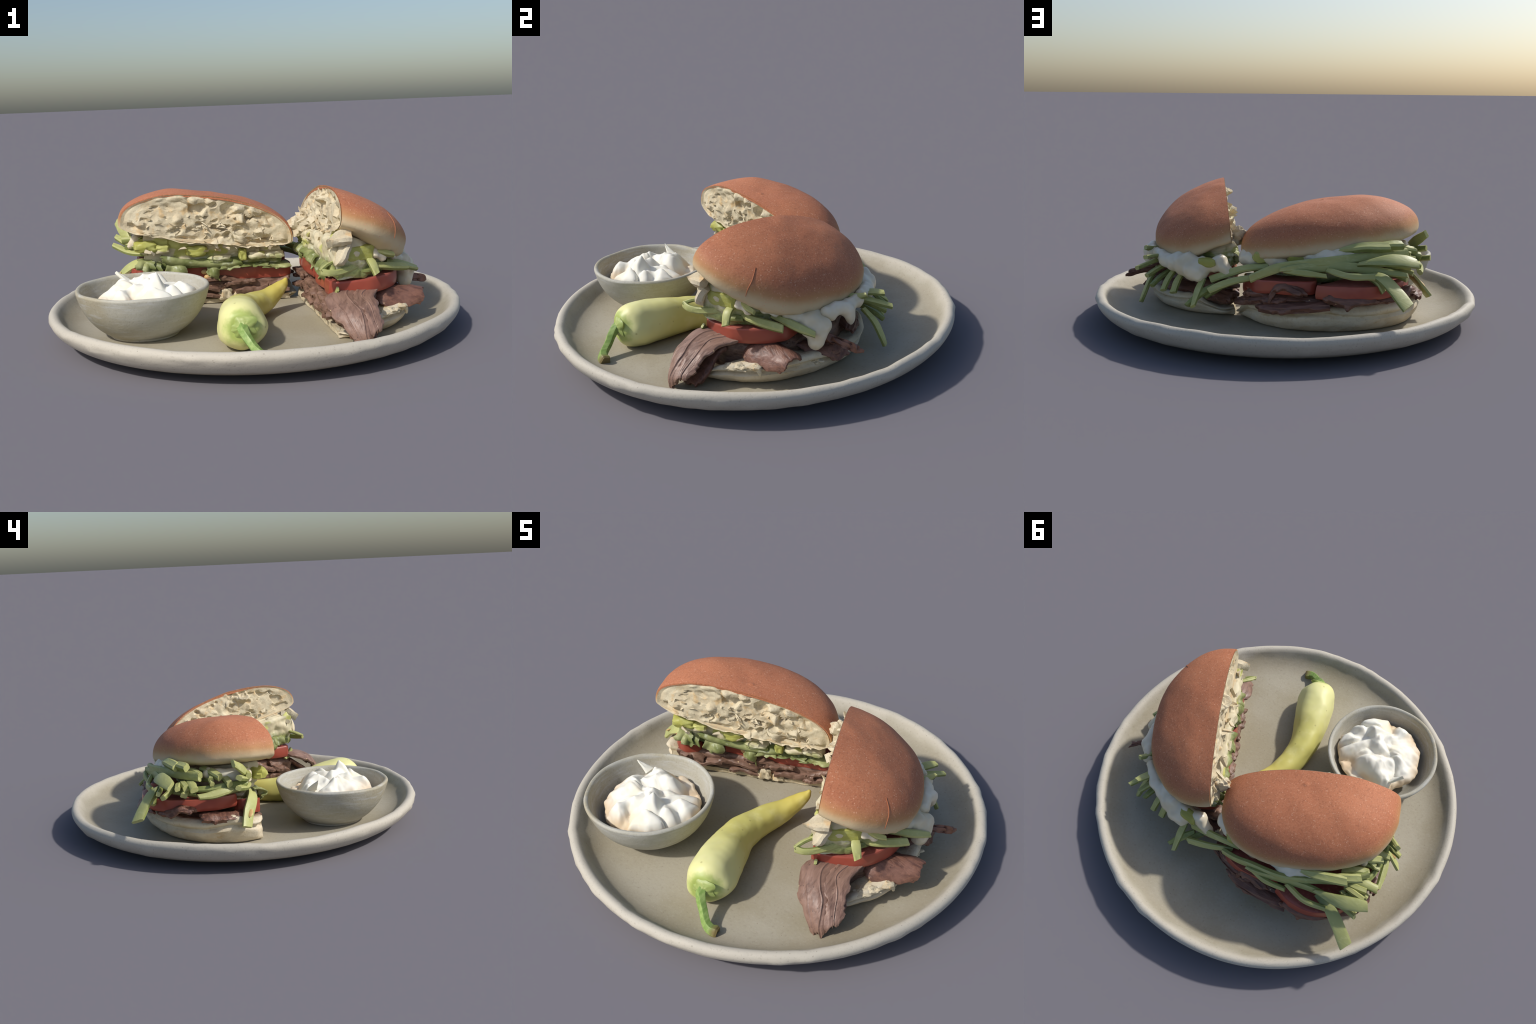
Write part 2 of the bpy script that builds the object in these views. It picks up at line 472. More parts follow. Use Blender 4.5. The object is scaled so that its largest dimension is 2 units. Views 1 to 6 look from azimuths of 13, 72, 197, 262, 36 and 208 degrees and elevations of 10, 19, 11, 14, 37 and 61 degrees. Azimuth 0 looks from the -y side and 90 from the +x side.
def sheet(name, net, thick, parent, mat, nu=30, nv=24, rough=0.006, ridge=0.006, seed=0, freq=(9, 42), edge=0.15, angle=40, creases=()):
    """a slice with depth: a smooth surface through a net of control points, wrinkled along its grain"""
    P = np.asarray(net, float)
    R = catmull(P, nu)                      # along the first direction
    S = np.swapaxes(catmull(np.swapaxes(R, 0, 1), nv), 0, 1)
    du, dv = np.gradient(S, axis=0), np.gradient(S, axis=1)
    Nn = unit(np.cross(du, dv))
    uu, vv = np.meshgrid(np.linspace(0, 1, nu), np.linspace(0, 1, nv), indexing="ij")
    wob = 0.10 * fbm(np.stack([uu * 3 + seed, vv * 3, uu * 0], -1), 2, seed + 41)
    q = np.stack([(uu + wob) * freq[0] * 0.35, vv * freq[1] * 0.35, np.full_like(uu, seed * 3.7)], -1)
    h = ridge * (1 - 2 * np.abs(fbm(q, 3, seed))) + rough * fbm(S * 16 + seed, 3, seed + 5)
    for cu, dep in creases:
        line = cu + 0.16 * fbm(np.stack([vv * 2.2 + cu * 9, vv * 0, uu * 0], -1), 2, seed + 31)
        h = h - dep * np.exp(-((uu - line) / 0.022) ** 2) + dep * 0.5 * np.exp(-((uu - line - 0.06) / 0.05) ** 2)
    # ragged outline
    e = fbm(np.stack([uu * 6 + seed, vv * 6, uu * 0], -1), 3, seed + 11)
    wu = np.clip(np.abs(uu - 0.5) * 2, 0, 1) ** 8
    wv = np.clip(np.abs(vv - 0.5) * 2, 0, 1) ** 8
    S = S + (unit(du) * np.sign(uu - 0.5)[..., None] * (wu * e)[..., None] + unit(dv) * np.sign(vv - 0.5)[..., None] * (wv * e)[..., None]) * edge * 0.12
    rim = 1 - 0.55 * np.maximum(np.clip(np.abs(uu - 0.5) * 2, 0, 1) ** 10, np.clip(np.abs(vv - 0.5) * 2, 0, 1) ** 10)
    t = thick * rim * (1 + 0.25 * fbm(S * 9 + 3, 2, seed + 21))
    top = S + Nn * (h + t * 0.5)[..., None]
    bot = S + Nn * (h * 0.4 - t * 0.5)[..., None]
    V = np.concatenate([top.reshape(-1, 3), bot.reshape(-1, 3)])
    o = nu * nv
    F = []
    g = lambda i, j: i * nv + j
    for i in range(nu - 1):
        for j in range(nv - 1):
            F.append((g(i, j), g(i + 1, j), g(i + 1, j + 1), g(i, j + 1)))
            F.append((o + g(i, j), o + g(i, j + 1), o + g(i + 1, j + 1), o + g(i + 1, j)))
    loop = [g(i, 0) for i in range(nu)] + [g(nu - 1, j) for j in range(1, nv)] + [g(i, nv - 1) for i in range(nu - 2, -1, -1)] + [g(0, j) for j in range(nv - 2, 0, -1)]
    for a, b in zip(loop, loop[1:] + loop[:1]):
        F.append((a, b, o + b, o + a))
    return new_object(name, V, F, mat, parent, angle)


def chunk(name, centre, axes, parent, mat, seed=0, rough=0.25, power=4.0, n=14, angle=30):
    """a lumpy block: super-ellipsoid with half axes given as three vectors"""
    A = np.asarray(axes, float)
    rings = []
    for i in range(1, n):
        th = math.pi * i / n
        ring = []
        for j in range(n * 2):
            ph = math.pi * j / n
            d = np.array([math.sin(th) * math.cos(ph), math.sin(th) * math.sin(ph), math.cos(th)])
            r = (np.abs(d) ** power).sum() ** (-1 / power)
            ring.append(d * r)
        rings.append(np.array(ring))
    rings = [r * (1 + rough * fbm(r * 1.6 + seed * 5.1, 3, seed))[:, None] @ A + centre for r in rings]
    top, bot = np.array([[0, 0, 1.0]]) @ A + centre, np.array([[0, 0, -1.0]]) @ A + centre
    V, F = loft(rings, top[0], bot[0])
    return new_object(name, V, F, mat, parent, angle)


def blob(name, balls, parent, mat, voxel=0.010, rounds=14):
    """drips and dollops: overlapping balls fused by a voxel remesh, then relaxed"""
    bm = bmesh.new()
    for x, y, z, r, *st in balls:
        sc = st[0] if st else (1, 1, 1)
        bmesh.ops.create_icosphere(bm, subdivisions=2, radius=r, matrix=Matrix.Translation((x, y, z)) @ Matrix.Diagonal((*sc, 1)))
    me = bpy.data.meshes.new(name)
    bm.to_mesh(me)
    bm.free()
    tmp = bpy.data.objects.new(name + "_build", me)
    bpy.context.scene.collection.objects.link(tmp)
    r = tmp.modifiers.new("fuse", "REMESH")
    r.mode, r.voxel_size = "VOXEL", voxel
    s = tmp.modifiers.new("relax", "SMOOTH")
    s.factor, s.iterations = 0.5, rounds
    dg = bpy.context.evaluated_depsgraph_get()
    out = bpy.data.meshes.new_from_object(tmp.evaluated_get(dg))
    bpy.data.objects.remove(tmp)
    bpy.data.meshes.remove(me)
    co = np.empty(len(out.vertices) * 3)
    out.vertices.foreach_get("co", co)
    co = co.reshape(-1, 3)
    co += 0.006 * np.stack([fbm(co * 26, 2, k) for k in (1, 2, 3)], 1)
    out.vertices.foreach_set("co", co.ravel())
    out.name = name
    return place(name, out, mat, parent, 60)


# ------------------------------------------------------------------ plate
def build_plate():
    prof = [(0.0, 0.012), (0.45, 0.012), (0.70, 0.010), (0.735, 0.0), (0.775, 0.0), (0.80, 0.008), (0.86, 0.020), (0.92, 0.040), (0.960, 0.062), (0.985, 0.088),
            (0.9975, 0.110), (1.0, 0.126), (0.994, 0.140), (0.981, 0.148), (0.966, 0.1465), (0.953, 0.137), (0.941, 0.122), (0.925, 0.105), (0.902, 0.090),
            (0.870, 0.077), (0.82, 0.067), (0.74, FLOOR + 0.002), (0.5, FLOOR), (0.25, FLOOR), (0.0, FLOOR)]
    prof = catmull(prof, 96)
    n = 220
    a = np.linspace(0, 2 * np.pi, n, endpoint=False)
    rings = []
    for r, z in prof[1:-1]:
        r = max(r, 0.002)
        P = np.stack([np.cos(a) * r, np.sin(a) * r, np.full(n, max(z, 0.0))], 1)
        lip = smooth(0.86, 0.97, r)
        # hand-made wobble of the lip, with little flat facets
        d1, d2, c = voronoi(np.stack([np.cos(a) * 9, np.sin(a) * 9, np.full(n, z * 16)], 1), 5)
        wob = 0.0035 * fbm(np.stack([np.cos(a) * 3, np.sin(a) * 3, np.full(n, z * 6)], 1), 3, 2) + 0.017 * np.clip(0.5 - d1, 0, 1) * (c > 0.45)
        P[:, :2] *= (1 + lip * (wob - 0.0052))[:, None]
        P[:, 2] += lip * 0.008 * fbm(np.stack([np.cos(a) * 4, np.sin(a) * 4, np.full(n, 3.0)], 1), 3, 8) * smooth(0.05, 0.12, z)
        rings.append(P)
    V, F = loft(rings, (0, 0, prof[0][1]), (0, 0, FLOOR))
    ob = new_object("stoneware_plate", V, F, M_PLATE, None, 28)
    ob["label"] = "round beige speckled stoneware plate with raised rolled lip"
    ob["category"] = "plate"
    return ob


# ------------------------------------------------------------------ bowl with sauce
BOWL = np.array([-0.414, -0.437])


def build_bowl():
    prof = [(0.0, FLOOR + 0.003), (0.10, FLOOR + 0.003), (0.145, FLOOR), (0.158, FLOOR + 0.006), (0.162, 0.075), (0.178, 0.084), (0.215, 0.113), (0.250, 0.152), (0.276, 0.195), (0.293, 0.240),
            (0.3025, 0.272), (0.303, 0.282), (0.297, 0.2885), (0.288, 0.2875), (0.281, 0.279), (0.272, 0.250), (0.256, 0.21), (0.225, 0.160), (0.18, 0.118), (0.10, 0.092), (0.0, 0.088)]
    prof = catmull(prof, 90)
    n = 150
    a = np.linspace(0, 2 * np.pi, n, endpoint=False)
    rings = []
    for r, z in prof[1:-1]:
        r = max(r, 0.002)
        wob = 1 + 0.008 * fbm(np.stack([np.cos(a) * 2.2, np.sin(a) * 2.2, np.full(n, z * 14)], 1), 3, 12)
        zz = z + 0.006 * smooth(0.2, 0.28, z) * fbm(np.stack([np.cos(a) * 1.8, np.sin(a) * 1.8, np.full(n, 2.0)], 1), 2, 4)
        rings.append(np.stack([BOWL[0] + np.cos(a) * r * wob, BOWL[1] + np.sin(a) * r * wob, zz], 1))
    V, F = loft(rings, (*BOWL, prof[0][1]), (*BOWL, 0.088))
    ob = new_object("sauce_bowl", V, F, M_BOWL, None, 50)
    ob["label"] = "small grey stoneware bowl filled with white whipped sauce"
    ob["category"] = "bowl"
    # sauce: dolloped lobes with creases between them, a few pulled-up points, a ragged steep edge
    points = [(-0.321, -0.501, 0.062, 0.085), (-0.519, -0.285, 0.035, 0.075), (-0.50, -0.43, 0.035, 0.07), (-0.42, -0.53, 0.030, 0.06), (-0.36, -0.33, 0.022, 0.06), (-0.44, -0.36, 0.03, 0.06)]
    c = np.array([-0.402, -0.437])
    nr, na = 64, 180
    a = np.linspace(0, 2 * np.pi, na, endpoint=False)
    ring = np.stack([np.cos(a), np.sin(a), np.ones(na)], 1)
    R = 0.226 * (1 + 0.10 * fbm(ring * 2.3, 2, 9) + 0.05 * fbm(ring * 6, 2, 19))
    rings = []
    for i in range(1, nr + 1):
        t = i / nr
        x, y = c[0] + np.cos(a) * R * min(t * 1.10, 1.0), c[1] + np.sin(a) * R * min(t * 1.10, 1.0)
        p = np.stack([x, y, np.zeros(na)], 1)
        wv = p * 8.5 + 0.75 * np.stack([fbm(p * 6 + 4, 2, 51), fbm(p * 6 + 4, 2, 52), 0 * a], 1)
        d1, d2, cell = voronoi(wv + np.array([0, 0, 0.5]), 23)
        lobe = 0.042 * (1 - (d1 / 0.75) ** 2) * (0.75 + (0.9 * cell - 0.2) * smooth(0.0, 0.35, d2 - d1))
        d3, d4, cell2 = voronoi(wv * 2.1 + np.array([3.0, 1.0, 0.4]), 33)
        h = 0.290 - 0.095 * t ** 2.0 + lobe + 0.012 * (0.5 - d3) + 0.004 * fbm(p * 26, 2, 5)
        for px, py, ph, pr in points:
            dd = np.hypot(x - px, y - py) / pr * (1 + 0.5 * fbm(p * 14, 2, 6))
            h = h + ph * np.clip(1 - dd, 0, 1) ** 1.6
        drop = smooth(0.86, 1.0, t)
        h = h * (1 - drop) + 0.205 * drop
        p[:, 2] = h
        rings.append(p)
    rings.append(np.concatenate([c + (rings[-1][:, :2] - c) * 0.75, np.full((na, 1), 0.16)], 1))
    V, F = loft(rings, (*c, float(rings[0][:, 2].mean())), (*c, 0.12))
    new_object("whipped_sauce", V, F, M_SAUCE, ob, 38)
    # the one thin curl of sauce that stands up at the edge
    strip("sauce_wisp", [(-0.535, -0.305, 0.27), (-0.562, -0.315, 0.298), (-0.585, -0.325, 0.320)], 0.06, 0.022, ob, (1, 0, 0), (1.0, 0.6, 0.12), 0.1, 8, [M_SAUCE, M_SAUCE])
    return ob


# ------------------------------------------------------------------ banana pepper
def build_pepper():
    spine = [(0.118, -0.712, 0.172), (0.115, -0.702, 0.171), (0.101, -0.662, 0.167), (0.079, -0.585, 0.163), (0.053, -0.49, 0.156), (0.026, -0.40, 0.147), (0.013, -0.31, 0.140), (0.024, -0.20, 0.128),
             (0.058, -0.09, 0.131), (0.104, -0.01, 0.157), (0.140, 0.034, 0.192), (0.155, 0.054, 0.220)]
    rad = [0.026, 0.066, 0.098, 0.107, 0.100, 0.086, 0.076, 0.067, 0.058, 0.042, 0.026, 0.008]
    n, m = 110, 64
    C = catmull(spine, n)
    R = catmull(np.array(rad)[:, None], n)[:, 0]
    T = unit(np.gradient(C, axis=0))
    B = unit(np.cross(T, np.array([0, 0, 1.0])))
    N = np.cross(B, T)
    a = np.linspace(0, 2 * np.pi, m, endpoint=False)
    rings = []
    for i in range(n):
        s = i / n
        lobes = 1 + 0.050 * (1 - s) * np.cos(3 * a + 0.6) + 0.022 * np.cos(5 * a + 3 * s)
        P = C[i] + (B[i] * np.cos(a)[:, None] + N[i] * np.sin(a)[:, None]) * (R[i] * lobes)[:, None]
        dent = (0.014 * fbm(P * 5, 3, 14) + 0.002 * fbm(P * 26, 2, 4)) * min(1, s * 8)
        P = P + (P - C[i]) / max(R[i], 0.01) * dent[:, None]
        P[:, 2] = np.maximum(P[:, 2], FLOOR + 0.002)
        rings.append(P)
    V, F = loft(rings, C[0] + np.array([-0.003, 0.016, 0]), C[-1] + T[-1] * 0.004)
    body = new_object("banana_pepper", V, F, M_PEPPER, None, 45)
    body["label"] = "pale yellow banana pepper with curved green stem"
    body["category"] = "pepper"
    # calyx: a puckered green star of five lobes around the stem
    o, ax = np.array([0.118, -0.715, 0.176]), unit(np.array([0.15, -0.98, 0.02]))
    b1 = unit(np.cross(ax, [0, 0, 1.0]))
    b2 = np.cross(b1, ax)
    a = np.linspace(0, 2 * np.pi, 60, endpoint=False)
    rings = []
    for k, (r, d) in enumerate([(0.018, 0.012), (0.028, 0.006), (0.038, 0.001), (0.048, -0.004), (0.055, -0.012), (0.045, -0.022)]):
        lobe = 1 + (0.13 * np.cos(5 * a + 0.4) + 0.13 * np.cos(2 * a + 1.0) + 0.07 * np.cos(7 * a)) * min(1, k / 3)
        rings.append(o + ax * (d + 0.004 * np.cos(5 * a + 0.4)[:, None] * 0) + (b1 * np.cos(a)[:, None] + b2 * np.sin(a)[:, None]) * (r * lobe)[:, None] + ax * (0.004 * fbm(np.stack([np.cos(a) * 3, np.sin(a) * 3, np.full(60, k)], 1), 2, 3))[:, None])
    V, F = loft(rings, o + ax * 0.018, o - ax * 0.03)
    new_object("pepper_calyx", V, F, M_CALYX, body, 40)
    sp = [(0.118, -0.702, 0.178), (0.122, -0.724, 0.174), (0.139, -0.747, 0.153), (0.168, -0.770, 0.124), (0.200, -0.796, 0.101), (0.228, -0.806, 0.087), (0.250, -0.801, 0.080), (0.262, -0.798, 0.078)]
    rr = [0.026, 0.022, 0.020, 0.0185, 0.019, 0.022, 0.026, 0.022]
    C, R = catmull(sp, 40), catmull(np.array(rr)[:, None], 40)[:, 0]
    T = unit(np.gradient(C, axis=0))
    B = unit(np.cross(T, np.array([0, 0, 1.0])))
    N = np.cross(B, T)
    a = np.linspace(0, 2 * np.pi, 20, endpoint=False)
    rings = [C[i] + (B[i] * np.cos(a)[:, None] + N[i] * np.sin(a)[:, None]) * (R[i] * (1 + 0.10 * np.cos(5 * a)))[:, None] for i in range(40)]
    for P in rings:
        P[:, 2] = np.maximum(P[:, 2], FLOOR + 0.001)
    V, F = loft(rings, C[0], C[-1] + T[-1] * -0.006)
    new_object("pepper_stem", V, F, M_STEM, body, 45)
    return body


# ------------------------------------------------------------------ sandwich frames
class Half:
    """local axes of one half: s along the cut, v away from the cut, z up (world frame)"""

    def __init__(self, o, u):
        self.o = np.array([*o, 0.0])
        self.u = unit(np.array([*u, 0.0]))
        self.v = np.array([-self.u[1], self.u[0], 0.0])

    def w(self, s, v, z):
        s, v, z = np.broadcast_arrays(np.asarray(s, float), np.asarray(v, float), np.asarray(z, float))
        return self.o + s[..., None] * self.u + v[..., None] * self.v + z[..., None] * np.array([0, 0, 1.0])


HA = Half((-0.235, 0.045), (0.934, 0.356))
HB = Half((0.33, -0.02), (0.37, -0.929))


def top_bun(H, parent, centre_z, slope_s, slope_v, lean, a=0.455, b=0.365, v0=0.08, up=0.197, low=0.06, mid=0.045, shear=0.0, seed=0, pits=1.0, cut_drop=0.0, py=2.15, s0=0.0, bend=0.0, full=0.0):
    """half of a round roll: a super-ellipsoid cut by a plane; crust and torn crumb are separate meshes"""
    ex = unit(H.u + np.array([0, 0, slope_s]))
    ey = H.v + np.array([0, 0, slope_v])
    ey = unit(ey - ex * (ey @ ex))
    ez = np.cross(ex, ey)
    org = H.o + np.array([0, 0, centre_z])
    M = Matrix([[ex[i], ey[i], ez[i], org[i]] for i in range(3)] + [[0, 0, 0, 1]])
    # the cut plane, written in the bun's frame: n . p = 0
    nw = unit(H.v + np.array([0, 0, -lean]))
    cn = unit(np.array([nw @ ex, nw @ ey, nw @ ez]))
    p1, p2 = 2.15, 2.15

    def F(p):
        x, y, z = p[..., 0] - s0 - shear * np.clip(p[..., 2], 0, 1), p[..., 1] - v0, p[..., 2] - mid
        side = (np.abs(x / a) ** p1 + np.abs(y / b) ** np.where(y > 0, py, p1))
        return np.where(z > 0, side + np.abs(z / up) ** p2, side + np.abs(z / (low + full * smooth(0.05, 0.32, p[..., 1]))) ** 3)

    def surface(d, base):
        """distance along unit directions d from point(s) base to the surface F = 1"""
        lo, hi = np.zeros(d.shape[:-1]), np.full(d.shape[:-1], 1.2)
        for _ in range(40):
            m = (lo + hi) / 2
            inside = F(base + d * m[..., None]) < 1
            lo, hi = np.where(inside, m, lo), np.where(inside, hi, m)
        return lo

    def lumps(p):
        return 0.010 * fbm(p * 4.5 + seed, 2, 40 + seed) + 0.0035 * fbm(p * 14, 2, 50 + seed) * 0.8

    # ---- crust: whole roll, then cut
    def bow(p):
        """the ends of the cut stand a little further back than its middle"""
        p = np.array(p)
        p[..., 1] += bend * p[..., 0] ** 2 * smooth(0.30, 0.0, p[..., 1])
        return p

    base = np.array([s0, v0, mid])
    nt, nf = 90, 200
    rings = []
    for i in range(1, nt):
        th = math.pi * i / nt
        ph = np.linspace(0, 2 * np.pi, nf, endpoint=False)
        d = np.stack([np.sin(th) * np.cos(ph), np.sin(th) * np.sin(ph) * 0.8, np.full(nf, np.cos(th) * 0.55)], 1)
        d = unit(d)
        p = base + d * surface(d, base)[:, None]
        low_w = smooth(mid, mid - 0.05, p[:, 2])
        p = p + d * (lumps(p) + low_w * (0.014 * fbm(p * 16, 3, 60 + seed) + 0.006 * fbm(p * 40, 2, 66 + seed)))[:, None]
        rings.append(p)
    V, Fc = loft(rings, base + np.array([0, 0, up]), base - np.array([0, 0, low]))
    me = bpy.data.meshes.new("top_bun")
    me.from_pydata([tuple(map(float, v)) for v in V], [], Fc)
    bm = bmesh.new()
    bm.from_mesh(me)
    bmesh.ops.recalc_face_normals(bm, faces=bm.faces)
    g = bm.verts[:] + bm.edges[:] + bm.faces[:]
    res = bmesh.ops.bisect_plane(bm, geom=g, plane_co=(0, 0, 0), plane_no=tuple(cn), clear_inner=True, dist=1e-5)
    # turn the crust edge inward: a thin baked rim around the crumb
    edge = [e for e in bm.edges if e.is_boundary]
    ext = bmesh.ops.extrude_edge_only(bm, edges=edge)
    nv = [x for x in ext["geom"] if isinstance(x, bmesh.types.BMVert)]
    mid_pt = np.array([s0, 0, mid + 0.03])
    for x in nv:
        dd = Vector(mid_pt) - x.co
        x.co += dd.normalized() * 0.017
    ext = bmesh.ops.extrude_edge_only(bm, edges=[e for e in bm.edges if e.is_boundary])
    for x in ext["geom"]:
        if isinstance(x, bmesh.types.BMVert):
            x.co += Vector(cn) * 0.012 + (Vector(mid_pt) - x.co).normalized() * 0.004
    bmesh.ops.recalc_face_normals(bm, faces=bm.faces)
    for x in bm.verts:
        x.co = Vector(bow(np.array(x.co)))
    bm.to_mesh(me)
    bm.free()
    crust = place("top_bun", me, M_CRUST, parent, 50, M)

    # ---- crumb: a torn face in the cut plane, pits and pulled flakes
    e1 = unit(np.array([1.0, 0, 0]) - cn * cn[0])
    e2 = np.cross(e1, cn)
    if e2[2] < 0:
        e2 = -e2
    c0 = e2 * (mid + 0.03) / e2[2] + e1 * s0
    na, nr = 240, 46
    ang = np.linspace(0, 2 * np.pi, na, endpoint=False)
    d = e1 * np.cos(ang)[:, None] + e2 * np.sin(ang)[:, None]
    rad = surface(d, c0)
    rad = rad + lumps(c0 + d * rad[:, None])
    rings = []
    for k in range(1, nr + 1):
        t = (k / nr) ** 0.85
        P = c0 + d * (rad * t * 0.980)[:, None]
        under = smooth(0.03, -0.01, P[:, 2])                         # lower edge, where bread gives way to filling
        fade = np.where(under > 0.3, 1.0, smooth(1.0, 0.88, t))
        W = np.stack([P @ e1, P @ e2, np.zeros(na)], 1)
        warp = 0.35 * np.stack([fbm(W * 12, 2, 1), fbm(W * 12, 2, 2), 0 * ang], 1)
        h = 0.013 * fbm(W * np.array([9, 14, 1]) + seed * 3, 3, 70 + seed)
        d1, d2, cell = voronoi(W * np.array([11, 19, 1]) + warp, 80 + seed)
        h = h - 0.050 * pits * np.clip(1 - d1 / 0.62, 0, 1) ** 0.6 * (cell > 0.70) * smooth(0.0, 0.25, d2 - d1)
        h = h + 0.030 * pits * np.clip(1 - d1 / 0.7, 0, 1) * (cell < 0.16)
        d1, d2, cell = voronoi(W * np.array([24, 36, 1]) + warp, 90 + seed)
        h = h - 0.020 * pits * np.clip(1 - d1 / 0.55, 0, 1) ** 0.7 * (cell > 0.78) + 0.010 * pits * np.clip(1 - d1 / 0.7, 0, 1) * (cell < 0.14)
        d1, d2, cell = voronoi(W * np.array([17, 24, 1]) + 0.5 * warp + 7.3, 97 + seed)
        h = h + 0.026 * pits * np.clip(1 - d1 / 0.65, 0, 1) * (cell > 0.8) - 0.020 * pits * np.clip(1 - d1 / 0.6, 0, 1) * (cell < 0.2)
        h = h + 0.005 * fbm(W * 34, 2, 75 + seed)
        jit = 0.009 * np.stack([fbm(W * 30, 2, 3), fbm(W * 30, 2, 4)], 1) * fade[:, None]
        sag = under * cut_drop * (0.4 + 0.6 * fbm(W * 16, 2, 6))
        h = np.where(h < 0, h * smooth(0.97, 0.80, t) , h)
        P = P - cn * (h * fade - 0.003 + 0.0065 * smooth(0.965, 1.0, t))[:, None] + e1 * jit[:, :1] + e2 * (jit[:, 1:] - sag[:, None])
        rings.append(P)
    back = [c0 + (rings[-1] - c0) * f + cn * dep for f, dep in ((0.95, 0.010), (0.78, 0.03))]
    V, Fc = loft([bow(q) for q in rings + back], c0, c0 + cn * 0.035)
    new_object("bun_crumb", V, Fc, M_CRUMB, crust, 24, M)
    return crust


def outline(H, a, b, v_cut, n_arc=90, n_cut=60, p=2.1, s0=0.0):
    """closed half-disc outline in (s, v): straight cut then an arc behind"""
    s = np.linspace(-a, a, n_cut, endpoint=False)
    cut = np.stack([s, np.full(n_cut, v_cut)], 1)
    th = np.linspace(0, np.pi, n_arc, endpoint=False)
    c, d = np.cos(th), np.sin(th)
    arc = np.stack([a * np.sign(c) * np.abs(c) ** (2 / p), v_cut + (b - v_cut) * np.abs(d) ** (2 / p)], 1)
    o = np.concatenate([cut, arc])
    o[:, 0] += s0
    return o, n_cut


def layer(name, H, parent, mat, levels, a, b, cut, n_arc=110, n_cut=110, rough=(0.01, 0.02), freq=12, seed=0, streak=False, s0=0.0, angle=38, zfun=None, p=2.1):
    """one filling layer: a half disc built of rings. levels: list of (z, inset); cut(z): v of the cut face"""
    rings = []
    lv = catmull(np.array(levels, float), 3 * len(levels))
    for z, inset in lv:
        inset = max(inset, -0.01)
        o, nc = outline(H, max(a - inset, 0.01), max(b - inset, 0.02), float(cut(z)) + inset, n_arc, n_cut, p, s0)
        zz = np.full(len(o), z)
        if zfun is not None:
            zz = zfun(o[:, 0], o[:, 1], z)
        P = H.w(o[:, 0], o[:, 1], zz)
        out = np.roll(P, -1, 0) - np.roll(P, 1, 0)
        nrm = unit(np.cross(out, [0, 0, 1.0]))
        q = P * freq * (np.array([1, 1, 0.25]) if streak else 1.0) + seed * 4.1
        h = fbm(q, 3, seed)
        d1, d2, cell = voronoi(q * 1.1, seed + 3)
        amp = np.where(np.arange(len(o)) < nc, rough[0], rough[1])
        if streak:
            w3 = np.stack([fbm(P * 9 + 3, 2, k) for k in (21, 22, 23)], 1)
            d1, d2, cell = voronoi(P * freq * np.array([1.15, 1.15, 0.42]) + 0.9 * w3, seed + 3)
            h = amp * (1.5 * (0.55 - d1) * (0.4 + cell) + 0.8 * fbm(P * 22, 3, seed + 2))
        else:
            h = amp * (0.6 * h + 1.2 * (0.45 - d1) * np.sign(cell - 0.4))
        P = P + nrm * (h * (1 if inset < 0.05 else 0.2))[:, None]
        P[:, 2] += 0.5 * amp * fbm(q * 0.8 + 9, 2, seed + 7)
        rings.append(P)
    V, F = loft(rings, rings[0].mean(0), rings[-1].mean(0))
    return new_object(name, V, F, mat, parent, angle)


def heel(H, parent, a, b, cutv, top, seed=0, s0=0.0, flare=0.04):
    """the bottom half of the roll; top(s, v) gives the height of its upper rim"""
    rings = []
    spec = [(0.30, 0.0), (0.10, 0.0), (0.035, 0.0), (0.006, 0.05), (-flare * 0.6, 0.28), (-flare, 0.55), (-flare * 1.05, 0.72), (-flare * 0.75, 0.90), (-flare * 0.25, 1.0), (0.03, 0.98), (0.08, 0.90), (0.2, 0.75), (0.32, 0.6)]
    for inset, f in catmull(np.array(spec), 46):
        o, nc = outline(H, a, b, cutv, 150, 130, 2.15, s0)
        c = np.array([s0, (cutv + b) / 2])
        isc = np.arange(len(o)) < nc
        ins = np.where(isc, np.maximum(inset, 0.0) + np.where(inset < 0, 0.0, 0), inset)
        # bulge only on the outer arc, the cut stays flat
        rel = o - c
        L = np.linalg.norm(rel, axis=1)
        q = c + rel * (1 - ins / np.maximum(L, 0.05))[:, None]
        endfade = smooth(0.0, 0.06, np.abs(o[:, 1] - cutv))
        q = np.where(isc[:, None], q, np.where((inset < 0), o + (q - o) * endfade[:, None], q))
        tz = top(o[:, 0], o[:, 1])
        z = FLOOR + 0.002 + (tz - FLOOR) * f
        P = H.w(q[:, 0], q[:, 1], z)
        out = np.roll(P, -1, 0) - np.roll(P, 1, 0)
        nrm = unit(np.cross(out, [0, 0, 1.0]))
        wr = 0.010 * fbm(P * np.array([5, 5, 26]) + seed, 3, seed) + 0.006 * fbm(P * 20, 3, seed + 2)
        # a crease that runs round the side
        wr = wr - 0.022 * np.exp(-((f - 0.66 - 0.22 * fbm(P * 3, 2, seed + 4)) / 0.07) ** 2) * (~isc) + 0.010 * smooth(0.70, 0.86, f) * (~isc)
        P = P + nrm * (wr * (1 if f > 0 and inset < 0.05 else 0))[:, None]
        P[:, 2] += (0.012 * fbm(P * 14, 3, seed + 6)) * (f > 0.8)
        rings.append(P)
    V, F = loft(rings, rings[0].mean(0), rings[-1].mean(0))
    k = len(rings[0])
    slots = []
    for i in range(len(F)):
        slots.append(1 if (i % k) < 130 - 1 and i < (len(rings) - 1) * k else 0)
    for i in range(len(F)):
        r = i // k
        if 33 <= r:
            slots[i] = 1
    return new_object("bottom_bun", V, F, [M_HEEL, M_CRUMB], parent, 40, None, slots)


